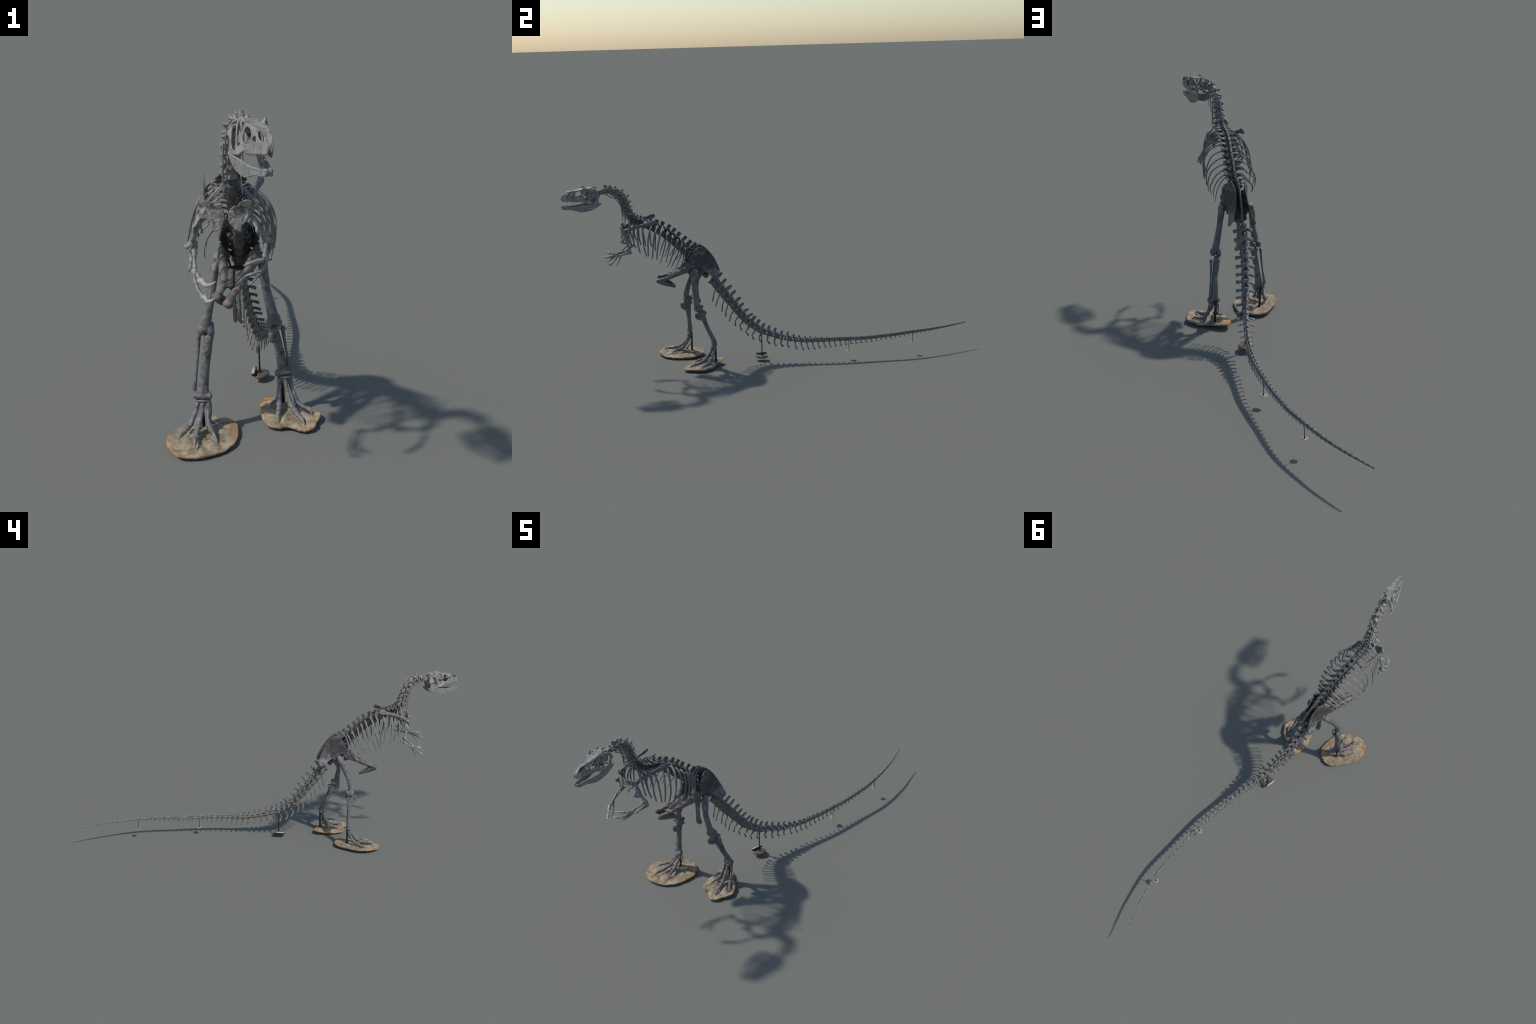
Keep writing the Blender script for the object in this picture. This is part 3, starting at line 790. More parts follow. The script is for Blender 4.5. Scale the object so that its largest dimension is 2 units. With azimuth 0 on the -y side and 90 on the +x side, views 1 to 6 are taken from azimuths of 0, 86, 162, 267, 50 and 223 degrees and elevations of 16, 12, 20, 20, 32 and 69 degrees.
RIBS_R = {
 3: [A(-0.042, -0.628, 0.718), A(-0.066, -0.632, 0.697), A(-0.085, -0.632, 0.665), A(-0.097, -0.629, 0.628), A(-0.104, -0.625, 0.600), A(-0.107, -0.621, 0.575)],
 4: [A(-0.044, -0.584, 0.716), A(-0.064, -0.590, 0.700), A(-0.080, -0.595, 0.675), A(-0.091, -0.597, 0.636), A(-0.096, -0.596, 0.594), A(-0.100, -0.590, 0.571)],
 5: [A(-0.040, -0.552, 0.715), A(-0.062, -0.555, 0.698), A(-0.080, -0.562, 0.670), A(-0.094, -0.569, 0.638), A(-0.100, -0.573, 0.605), A(-0.102, -0.575, 0.549)],
 6: [A(-0.030, -0.527, 0.699), A(-0.055, -0.535, 0.676), A(-0.083, -0.543, 0.648), A(-0.096, -0.553, 0.608), A(-0.101, -0.560, 0.580), A(-0.102, -0.566, 0.553)],
 7: [A(-0.029, -0.501, 0.676), A(-0.055, -0.506, 0.655), A(-0.075, -0.516, 0.632), A(-0.089, -0.529, 0.600), A(-0.094, -0.543, 0.566), A(-0.094, -0.554, 0.527)],
 8: [A(-0.030, -0.480, 0.660), A(-0.058, -0.485, 0.638), A(-0.080, -0.497, 0.608), A(-0.095, -0.507, 0.578), A(-0.103, -0.516, 0.552), A(-0.101, -0.529, 0.518)],
 9: [A(-0.027, -0.461, 0.640), A(-0.055, -0.463, 0.624), A(-0.075, -0.466, 0.603), A(-0.089, -0.472, 0.580), A(-0.101, -0.488, 0.547), A(-0.102, -0.507, 0.520)],
 10: [A(-0.027, -0.434, 0.621), A(-0.050, -0.444, 0.597), A(-0.072, -0.451, 0.580), A(-0.089, -0.460, 0.564), A(-0.096, -0.478, 0.538), A(-0.095, -0.490, 0.520)],
 11: [A(-0.022, -0.411, 0.601), A(-0.045, -0.424, 0.576), A(-0.066, -0.435, 0.553), A(-0.075, -0.447, 0.535), A(-0.079, -0.459, 0.519), A(-0.077, -0.473, 0.504)],
 12: [A(-0.020, -0.403, 0.592), A(-0.048, -0.411, 0.567), A(-0.064, -0.419, 0.551), A(-0.073, -0.428, 0.536), A(-0.076, -0.440, 0.512)]}
def rib(path, centre, i, side):
    n = len(path)
    m = Mesh()
    t = np.linspace(0, 1, n)
    # flat blade above, thin rod below; the middle ribs end in small clubs
    ap = along([0, 0.12, 0.35, 0.7, 1], [0.0050, 0.0058, 0.0038, 0.0031, 0.0016], t)
    th = along([0, 0.2, 0.6, 1], [0.0028, 0.0025, 0.0024, 0.0014], t)
    if i <= 6:
        ap = along([0, 0.12, 0.35, 0.7, 1], [0.0055, 0.0064, 0.0044, 0.0037, 0.0030], t)
        th = along([0, 0.2, 0.6, 1], [0.0030, 0.0026, 0.0027, 0.0027], t)
    if i >= 11:
        ap, th = ap * 0.8, th * 0.85
    m.tube(path, ap, th, up=A(0, 1, 0.35), seg=10, sub=6)
    # two heads: one on the side process, one on the vertebral body
    hd = centre + A(side * 0.012, 0, 0.006)
    m.tube([path[0] + (path[1] - path[0]) * 0.45, path[0] * 0.45 + hd * 0.55 - A(0, 0, 0.001), hd], [0.0060, 0.0040, 0.0036], [0.0022, 0.0020, 0.0024], up=A(0, 1, 0.3), seg=8)
    return m
for i, P in enumerate(RIBS_L):
    mid = DORS_C[i][0]
    build('rib', rib(P, DORS_C[i], i, 1), root, M_RIB, rough=0.0008, rscale=0.008)
    Q = RIBS_R.get(i)
    if Q is None:
        off = [-0.010, -0.010, -0.012][i] if i < 3 else 0.0
        Q = [A(2 * mid - p[0] + off * min(1, k / 3), p[1] + (-0.004 if i < 3 else 0), p[2] + 0.006 * (i < 3)) for k, p in enumerate(P)]
    build('rib', rib(Q, DORS_C[i], i, -1), root, M_RIB, rough=0.0008, rscale=0.008)

# ================================================================== HIP
ILIUM = [(-0.407, 0.527), (-0.399, 0.545), (-0.387, 0.563), (-0.364, 0.584), (-0.349, 0.582), (-0.335, 0.575), (-0.308, 0.547), (-0.285, 0.507), (-0.271, 0.477), (-0.263, 0.457),
         (-0.266, 0.438), (-0.284, 0.428), (-0.299, 0.439), (-0.321, 0.459), (-0.346, 0.470), (-0.360, 0.478), (-0.383, 0.491), (-0.393, 0.487), (-0.416, 0.480), (-0.429, 0.495),
         (-0.425, 0.516), (-0.408, 0.518), (-0.386, 0.519), (-0.398, 0.523)]
def ilium_x(y, z):
    """distance of the blade from the midline: pinched in along the ridge, flaring at both lower corners"""
    zt = along([-0.43, -0.364, -0.308, -0.263], [0.535, 0.584, 0.547, 0.457], y)      # upper edge
    zb = along([-0.43, -0.40, -0.38, -0.34, -0.28, -0.26], [0.490, 0.500, 0.490, 0.468, 0.430, 0.438], y)
    v = np.clip((zt - z) / np.maximum(zt - zb, 0.02), 0, 1)
    xt = along([-0.42, -0.40, -0.364, -0.32, -0.29, -0.262], [0.054, 0.050, 0.031, 0.018, 0.023, 0.040], y)
    xb = along([-0.42, -0.40, -0.375, -0.33, -0.28], [0.042, 0.050, 0.043, 0.041, 0.053], y)
    return xt + (xb - xt) * v ** 1.15
IV, IF = plate(ILIUM, thick=0.0050, voxel=0.0011)
for s in (1, -1):
    m = Mesh()
    dz = 0.0 if s > 0 else 0.003
    X = ilium_x(IV[:, 0], IV[:, 1])
    base = np.stack([0.0095 + s * (X + IV[:, 2]), IV[:, 0], IV[:, 1] + dz], 1)
    m.add(base, IF if s > 0 else [tuple(reversed(q)) for q in IF])
    q = lambda y, z, o=0.0: A(0.0095 + s * (float(ilium_x(A(y), A(z))[0]) + o), y, z + dz)
    # thick rim along the ridge and shelf over the hip socket
    m.tube([q(-0.399, 0.545), q(-0.364, 0.582), q(-0.335, 0.573), q(-0.308, 0.545), q(-0.285, 0.506), q(-0.265, 0.455)], 0.0026, 0.0036, up=A(1, 0, 0), seg=8)
    m.tube([q(-0.420, 0.500, -0.003), q(-0.400, 0.498, -0.002), q(-0.378, 0.496, 0.001), q(-0.358, 0.482, 0.001), q(-0.345, 0.474, -0.002)], [0.008, 0.0065, 0.007, 0.006, 0.004],
           [0.007, 0.008, 0.006, 0.006, 0.004], up=A(1, 0, 0), seg=10)
    m.tube([q(-0.350, 0.476, -0.002), q(-0.350, 0.462, -0.004)], [0.007, 0.008], [0.009, 0.009], up=A(1, 0, 0), seg=10)   # rear peduncle
    build('ilium', m, root, M_PELVIS, voxel=0.0012, smooth=2, rough=0.0018, rscale=0.012)

# pubis: two shafts joined by an apron, ending in a long boot
for s in (1, -1):
    m = Mesh()
    if s > 0:
        sh = [A(0.052, -0.410, 0.486), A(0.040, -0.430, 0.474), A(0.022, -0.470, 0.452), A(0.004, -0.505, 0.434), A(-0.013, -0.535, 0.421), A(-0.021, -0.556, 0.413)]
        boot = [A(-0.023, -0.566, 0.412), A(-0.021, -0.545, 0.404), A(-0.019, -0.515, 0.393), A(-0.018, -0.484, 0.380)]
    else:
        sh = [A(-0.036, -0.412, 0.490), A(-0.036, -0.432, 0.480), A(-0.033, -0.470, 0.459), A(-0.034, -0.505, 0.442), A(-0.042, -0.535, 0.434), A(-0.048, -0.551, 0.428)]
        boot = [A(-0.050, -0.559, 0.428), A(-0.042, -0.540, 0.415), A(-0.033, -0.512, 0.400), A(-0.024, -0.484, 0.383)]
    m.tube(sh, [0.022, 0.017, 0.0115, 0.0100, 0.0090, 0.0105], [0.0125, 0.0125, 0.0120, 0.0105, 0.0110, 0.0128], up=A(0, 0.5, 0.87), seg=12, sub=6)
    m.tube(boot, [0.0115, 0.0130, 0.0115, 0.0062], [0.0135, 0.0115, 0.0075, 0.0048], up=A(0, -0.3, 0.95), seg=12, sub=6)
    # apron: a thin web that joins the other shaft above the gap
    sd = catmull(sh, 20)
    rows = [sd[int(t * 100)] for t in (0.34, 0.42, 0.50, 0.58, 0.66)]
    m.tube([p * 0.5 + A(-0.012, p[1], p[2]) * 0.5 for p in rows], [0.0045] * 5, [abs(p[0] + 0.012) / 2 + 0.004 for p in rows], up=A(0, 0.5, 0.87), seg=14, sub=4, power=3.0)
    # head of the bone: broad lobe below the socket
    h0 = sh[0]
    m.tube([h0 + A(0, 0.006, 0.012), h0 + A(-s * 0.004, -0.002, -0.010), h0 + A(-s * 0.008, 0.010, -0.028)], [0.016, 0.016, 0.009], [0.008, 0.007, 0.005], up=A(0, 1, 0.3), seg=12)
    m.ball(h0 + A(s * 0.002, -0.010, 0.018), (0.009, 0.012, 0.014))
    build('pubis', m, root, M_PUBIS, voxel=0.0014, smooth=3, rough=0.0022, rscale=0.009)

# ischium: two rods side by side pointing down, knobbed ends
for s in (1, -1):
    m = Mesh()
    x0 = -0.007
    m.tube([A(0.0095 + s * 0.038, -0.352, 0.468), A(0.005 + s * 0.026, -0.360, 0.445), A(x0 + s * 0.012, -0.370, 0.415), A(x0 + s * 0.0065, -0.373, 0.372), A(x0 + s * 0.0062, -0.373, 0.330),
            A(x0 + s * 0.0062, -0.370, 0.310), A(x0 + s * 0.006, -0.367, 0.299)],
           [0.016, 0.015, 0.0085, 0.0062, 0.0072, 0.0105, 0.0105], [0.006, 0.0055, 0.005, 0.0050, 0.0055, 0.0060, 0.0055], up=A(0, 1, 0), seg=12, sub=5)
    build('ischium', m, root, M_LEG, voxel=0.0013, smooth=2, rough=0.0014)
# dark crossbar of the mount between the pubic bones
m = Mesh()
m.box(A(-0.006, -0.395, 0.452), (0.026, 0.003, 0.0045))
m.box(A(-0.006, -0.392, 0.440), (0.026, 0.003, 0.003))
build('mount_bar', m, root, M_STEEL)

# ================================================================== HIND LEGS
LEG = {
 1: dict(head=A(0.040, -0.376, 0.478), troch=A(0.064, -0.381, 0.476), sub=A(0.068, -0.386, 0.440), mid=A(0.073, -0.388, 0.386), low=A(0.086, -0.380, 0.318),
         lat=A(0.101, -0.382, 0.290), med=A(0.077, -0.378, 0.288), backl=A(0.099, -0.358, 0.294), backm=A(0.080, -0.354, 0.293),
         ttop=A(0.087, -0.360, 0.270), crest=A(0.081, -0.386, 0.254), tback=A(0.089, -0.340, 0.267), tmid=A(0.101, -0.333, 0.196), tlow=A(0.108, -0.307, 0.140), ank=A(0.111, -0.301, 0.117),
         fib=[A(0.113, -0.352, 0.266), A(0.115, -0.342, 0.235), A(0.121, -0.322, 0.180), A(0.127, -0.301, 0.132)],
         mt=[(A(0.099, -0.307, 0.101), A(0.094, -0.338, 0.040)), (A(0.112, -0.306, 0.101), A(0.125, -0.346, 0.040)), (A(0.125, -0.299, 0.100), A(0.144, -0.321, 0.034))],
         toes=[[A(0.094, -0.340, 0.040), A(0.0925, -0.363, 0.030), A(0.090, -0.378, 0.027), A(0.088, -0.401, 0.012)],
               [A(0.126, -0.348, 0.039), A(0.136, -0.369, 0.029), A(0.142, -0.385, 0.025), A(0.148, -0.399, 0.024), A(0.160, -0.426, 0.011)],
               [A(0.145, -0.323, 0.034), A(0.154, -0.333, 0.029), A(0.162, -0.342, 0.026), A(0.168, -0.348, 0.025), A(0.172, -0.352, 0.025), A(0.185, -0.367, 0.013)]],
         hallux=[A(0.090, -0.322, 0.046), A(0.080, -0.326, 0.040), A(0.072, -0.333, 0.037), A(0.063, -0.345, 0.024)],
         out=1),
 -1: dict(head=A(-0.026, -0.362, 0.478), troch=A(-0.048, -0.370, 0.478), sub=A(-0.060, -0.388, 0.446), mid=A(-0.075, -0.418, 0.372), low=A(-0.087, -0.430, 0.325),
          lat=A(-0.103, -0.432, 0.296), med=A(-0.077, -0.434, 0.291), backl=A(-0.100, -0.408, 0.301), backm=A(-0.077, -0.406, 0.299),
          ttop=A(-0.083, -0.429, 0.277), crest=A(-0.084, -0.458, 0.268), tback=A(-0.083, -0.408, 0.274), tmid=A(-0.097, -0.422, 0.196), tlow=A(-0.106, -0.420, 0.136), ank=A(-0.109, -0.421, 0.110),
          fib=[A(-0.110, -0.416, 0.277), A(-0.113, -0.416, 0.245), A(-0.121, -0.416, 0.185), A(-0.131, -0.414, 0.126)],
          mt=[(A(-0.096, -0.424, 0.094), A(-0.098, -0.455, 0.041)), (A(-0.109, -0.425, 0.094), A(-0.122, -0.466, 0.043)), (A(-0.122, -0.420, 0.094), A(-0.144, -0.448, 0.040))],
          toes=[[A(-0.098, -0.457, 0.041), A(-0.088, -0.481, 0.033), A(-0.084, -0.492, 0.031), A(-0.072, -0.519, 0.016)],
                [A(-0.123, -0.468, 0.042), A(-0.127, -0.491, 0.034), A(-0.128, -0.510, 0.031), A(-0.129, -0.526, 0.031), A(-0.130, -0.557, 0.021)],
                [A(-0.146, -0.450, 0.040), A(-0.153, -0.461, 0.035), A(-0.159, -0.472, 0.032), A(-0.163, -0.479, 0.031), A(-0.166, -0.485, 0.031), A(-0.176, -0.507, 0.022)]],
          hallux=[A(-0.093, -0.436, 0.042), A(-0.085, -0.438, 0.036), A(-0.076, -0.438, 0.034), A(-0.060, -0.432, 0.022)],
          out=-1)}

def claw(base, tip, r, curl, up, width=0.62):
    m = Mesh()
    d = tip - base
    up = np.asarray(up, float)
    m.tube([base - d * 0.10, base + d * 0.10, base + d * 0.40 + up * curl, base + d * 0.75 + up * curl * 0.75, tip], [r * 0.85, r * 1.05, r * 0.82, r * 0.5, r * 0.10],
           [r * 0.7, r * 0.8 * width / 0.62, r * width, r * width * 0.6, r * 0.08], up=up, seg=10, sub=4)
    return m

def digit_bone(a, b, r, up=(0, 0, 1)):
    m = Mesh()
    d = b - a
    m.tube([a, a + d * 0.15, a + d * 0.5, a + d * 0.85, b], [r, r * 1.12, r * 0.74, r * 1.0, r * 0.9], [r * 1.05, r * 1.18, r * 0.78, r * 1.08, r * 0.95], up=up, seg=10, sub=3)
    m.ball(b, r * 0.95)
    return m

for s, L in LEG.items():
    X = A(1, 0, 0)
    # thigh bone
    m = Mesh()
    m.tube([L['troch'] + A(0, 0.002, 0.002), L['sub'], (L['sub'] + L['mid']) / 2, L['mid'], L['low'], (L['lat'] + L['med']) / 2 + A(0, 0.004, 0.010)],
           [0.0150, 0.0165, 0.0135, 0.0122, 0.0140, 0.0165], [0.0125, 0.0128, 0.0120, 0.0118, 0.0145, 0.0175], up=A(0, 1, 0), seg=14, sub=6)
    m.tube([L['troch'], (L['troch'] + L['head']) / 2 + A(0, 0, 0.004), L['head']], [0.012, 0.0105, 0.0125], [0.0125, 0.011, 0.0125], up=A(0, 0, 1), seg=12)
    m.tube([L['troch'] + A(s * 0.008, -0.012, -0.030), L['troch'] + A(s * 0.009, -0.017, -0.012), L['troch'] + A(s * 0.010, -0.018, -0.002)], [0.008, 0.006, 0.003], [0.005, 0.004, 0.0025], up=A(0, 1, 0), seg=10)  # lesser trochanter
    for a, b in (('lat', 'backl'), ('med', 'backm')):
        p, q = L[a], L[b]
        m.tube([L['low'] + (p - L['low']) * 0.5, p + A(0, 0, 0.002), (p + q) / 2 + A(0, 0, -0.006), q + A(0, 0, 0.006)], [0.011, 0.0125, 0.0115, 0.0085], [0.010, 0.0105, 0.0095, 0.0080], up=A(0, 1, 0.3), seg=12)
    build('femur', m, root, M_LEG, voxel=0.0014, smooth=3, rough=0.0018, rscale=0.010)
    # shin bone
    m = Mesh()
    m.tube([L['ttop'] + A(0, 0, 0.001), L['ttop'] * 0.8 + L['tmid'] * 0.2, L['ttop'] * 0.5 + L['tmid'] * 0.5, L['tmid'], L['tlow'], L['ank'] + A(0, 0, 0.008)],
           [0.0210, 0.0175, 0.0125, 0.0102, 0.0110, 0.0120], [0.0130, 0.0125, 0.0125, 0.0122, 0.0145, 0.0180], up=A(0, 1, 0), seg=14, sub=6)
    m.tube([L['crest'] + A(0, 0.004, 0.006), L['crest'] + A(0, 0.008, -0.012), (L['crest'] + L['tmid']) / 2 + A(0, 0.004, 0.01)], [0.009, 0.010, 0.007], [0.0085, 0.0075, 0.006], up=A(0, 1, 0), seg=12)
    m.tube([L['tback'] + A(-s * 0.006, 0, 0.003), L['tback'] + A(s * 0.010, 0.001, 0.003)], 0.0075, 0.006, up=A(0, 1, 0), seg=10)
    build('tibia', m, root, M_LEG, voxel=0.0014, smooth=3, rough=0.0018, rscale=0.010)
    m = Mesh()
    m.tube(L['fib'], [0.0105, 0.0065, 0.0042, 0.0070], [0.0060, 0.0045, 0.0036, 0.0062], up=A(0, 1, 0), seg=12, sub=6)
    build('fibula', m, root, M_LEG, voxel=0.0011, smooth=2, rough=0.0012)
    # ankle bones: roller plus rising tongue
    m = Mesh()
    k = L['ank']
    m.tube([k + A(-s * 0.017, -0.003, -0.001), k + A(0, -0.004, 0.001), k + A(s * 0.019, 0.002, 0.001)], [0.0105, 0.0090, 0.0100], [0.0130, 0.0115, 0.0125], up=A(0, 0, 1), seg=12)
    m.tube([k + A(0, -0.010, 0.004), k + A(0, -0.009, 0.024)], [0.008, 0.003], [0.004, 0.003], up=X, seg=10)
    build('ankle_bone', m, root, M_LEG, voxel=0.0012, smooth=2, rough=0.0016)
    # foot: three long bones side by side, spreading to the toes
    m = Mesh()
    for j, (a, b) in enumerate(L['mt']):
        mid = a * 0.55 + b * 0.45 + A(-0.10 * (b[0] - a[0]), 0.004, 0)
        m.tube([a, a * 0.82 + b * 0.18, mid, a * 0.2 + b * 0.8, b], [0.0080, 0.0068, 0.0058, 0.0064, 0.0078], [0.0078, 0.0066, 0.0058, 0.0062, 0.0080], up=X, seg=12, sub=5)
    a0 = L['mt'][1][0]
    m.tube([L['mt'][0][0] + A(-s * 0.003, 0, 0.003), a0 + A(0, -0.001, 0.004), L['mt'][2][0] + A(s * 0.004, 0, 0.003)], [0.0040, 0.0042, 0.0040], [0.0095, 0.0105, 0.0095], up=A(0, 0, 1), seg=10)
    m.tube([L['mt'][0][0] + A(-s * 0.006, 0.008, -0.004), L['mt'][0][0] + A(-s * 0.007, 0.006, -0.030), L['hallux'][0] + A(0, 0.004, 0.004)], [0.0024, 0.0020, 0.0030], up=X, seg=8)
    foot = build('foot', m, root, M_FOOT, voxel=0.0011, smooth=2, rough=0.0014)
    for j, chain in enumerate(L['toes'] + [L['hallux']]):
        r0 = [0.0075, 0.0088, 0.0070, 0.0042][j]
        for t in range(len(chain) - 2):
            build('toe_bone', digit_bone(chain[t], chain[t + 1], r0 * (1 - 0.10 * t)), foot, M_FOOT, rough=0.0012)
        build('claw', claw(chain[-2], chain[-1], r0 * 0.82, r0 * 0.35, A(0, 0, 1)), foot, M_FOOTCLAW, rough=0.0004)

# steel posts behind the ankles
for a, b in ((A(0.107, -0.297, 0.020), A(0.105, -0.295, 0.118)), (A(-0.112, -0.4145, 0.018), A(-0.115, -0.412, 0.112))):
    m = Mesh()
    m.tube([a, b], 0.0048, seg=14, sub=2, cap='flat')
    build('support_rod', m, root, M_STEEL)

# ================================================================== SHOULDERS AND ARMS
SCAP = {1: dict(end=A(0.074, -0.568, 0.722), mid=A(0.056, -0.640, 0.7035), low=A(0.047, -0.690, 0.687), glen=A(0.044, -0.708, 0.676)),
        -1: dict(end=A(-0.066, -0.573, 0.7325), mid=A(-0.063, -0.640, 0.715), low=A(-0.062, -0.685, 0.699), glen=A(-0.063, -0.706, 0.684))}
for s, P in SCAP.items():
    m = Mesh()
    nrm = unit(A(s * 0.9, -0.1, 0.42)) if s > 0 else unit(A(s * 0.9, -0.1, 0.42))
    side = np.cross(unit(P['end'] - P['mid']), nrm)
    m.tube([P['end'], P['end'] * 0.78 + P['mid'] * 0.22, (P['end'] + P['mid']) / 2, P['mid'], P['low'], P['glen'] + A(0, 0, 0.004)],
           [0.0125, 0.0130, 0.0098, 0.0078, 0.0090, 0.0120], [0.0024, 0.0026, 0.0034, 0.0046, 0.0064, 0.0085], up=side, seg=14, sub=6)
    m.ball(P['end'] * 0.97 + P['mid'] * 0.03, (0.010, 0.0125, 0.0024), (P['end'] - P['mid'], side, nrm))
    build('shoulder_blade', m, root, M_BLADE, voxel=0.0012, smooth=2, rough=0.0014)
    # breast-side plate with its rounded upper lobe and the pointed lower end
    cor = mm([(26, 18), (18, 27), (4, 31), (-10, 27), (-14, 20), (-24, 20), (-34, 8), (-37, -6), (-33, -20), (-24, -32), (-15, -40), (-8, -41), (-6, -32), (2, -22), (12, -14), (22, -4)])
    V, F = plate(cor, [mm([(-8, 1.5), (-10, 0), (-8, -1.8), (-6.2, 0)])], thick=0.0046, voxel=0.0011)
    org = A(0.0285, -0.7255, 0.673) if s > 0 else A(-0.046, -0.7245, 0.676)
    ax = unit(A(s * 0.90, 0.40, 0.04))
    ay = unit(A(0, 0.03, 1))
    az = np.cross(ax, ay) if s > 0 else np.cross(ay, ax)
    az = az if az[1] < 0 else -az
    bow = 0.006 * np.clip((-V[:, 0] + 0.005) / 0.035, 0, 1) ** 2 - 0.010 * np.clip((V[:, 1] - 0.010) / 0.02, 0, 1)
    m = Mesh()
    m.add(org + V[:, :1] * 0.92 * ax + V[:, 1:2] * ay + (V[:, 2:3] - bow[:, None]) * az, F if s < 0 else [tuple(reversed(q)) for q in F])
    m.tube([org + ax * 0.010 + ay * 0.004, P['glen'] + A(0, -0.002, 0)], [0.012, 0.011], [0.006, 0.008], up=ay, seg=12)
    m.tube([org + ax * 0.010 - ay * 0.008 + az * 0.001, org + ax * 0.003 - ay * 0.018], [0.006, 0.005], [0.005, 0.0045], up=ay, seg=10)
    build('coracoid', m, root, M_GIRDLE, voxel=0.0012, smooth=2, rough=0.0022, rscale=0.008)

ARM = {
 1: dict(head=A(0.046, -0.706, 0.656), delt=A(0.057, -0.727, 0.630), mid=A(0.068, -0.700, 0.621), elb=A(0.081, -0.690, 0.597), cl=A(0.088, -0.691, 0.593), cm=A(0.074, -0.692, 0.594),
         olec=A(0.082, -0.683, 0.582), uend=A(0.083, -0.742, 0.5705), rtop=A(0.076, -0.702, 0.592), rend=A(0.071, -0.750, 0.579),
         mc=[(A(0.071, -0.756, 0.577), A(0.066, -0.771, 0.5755)), (A(0.074, -0.755, 0.573), A(0.068, -0.775, 0.563)), (A(0.076, -0.753, 0.570), A(0.066, -0.776, 0.553))],
         dig=[[A(0.066, -0.771, 0.5755), A(0.057, -0.787, 0.5785)], [A(0.068, -0.775, 0.563), A(0.0625, -0.791, 0.558), A(0.047, -0.807, 0.5555)],
              [A(0.066, -0.776, 0.553), A(0.058, -0.785, 0.545), A(0.047, -0.794, 0.538), A(0.041, -0.800, 0.534)]],
         tips=[A(0.023, -0.808, 0.5755), A(0.024, -0.818, 0.5545), A(0.033, -0.808, 0.530)]),
 -1: dict(head=A(-0.066, -0.704, 0.666), delt=A(-0.084, -0.722, 0.637), mid=A(-0.084, -0.706, 0.627), elb=A(-0.094, -0.697, 0.599), cl=A(-0.103, -0.699, 0.596), cm=A(-0.085, -0.695, 0.592),
          olec=A(-0.094, -0.682, 0.584), uend=A(-0.097, -0.732, 0.549), rtop=A(-0.088, -0.707, 0.588), rend=A(-0.086, -0.741, 0.557),
          mc=[(A(-0.085, -0.745, 0.553), A(-0.079, -0.757, 0.545)), (A(-0.089, -0.743, 0.550), A(-0.085, -0.762, 0.530)), (A(-0.092, -0.740, 0.546), A(-0.084, -0.750, 0.522))],
          dig=[[A(-0.079, -0.757, 0.545), A(-0.073, -0.777, 0.5365)], [A(-0.085, -0.762, 0.530), A(-0.079, -0.775, 0.5155), A(-0.068, -0.789, 0.502)],
               [A(-0.084, -0.750, 0.522), A(-0.077, -0.758, 0.507), A(-0.071, -0.764, 0.497), A(-0.068, -0.767, 0.492)]],
          tips=[A(-0.038, -0.795, 0.539), A(-0.041, -0.803, 0.505), A(-0.064, -0.770, 0.486)])}
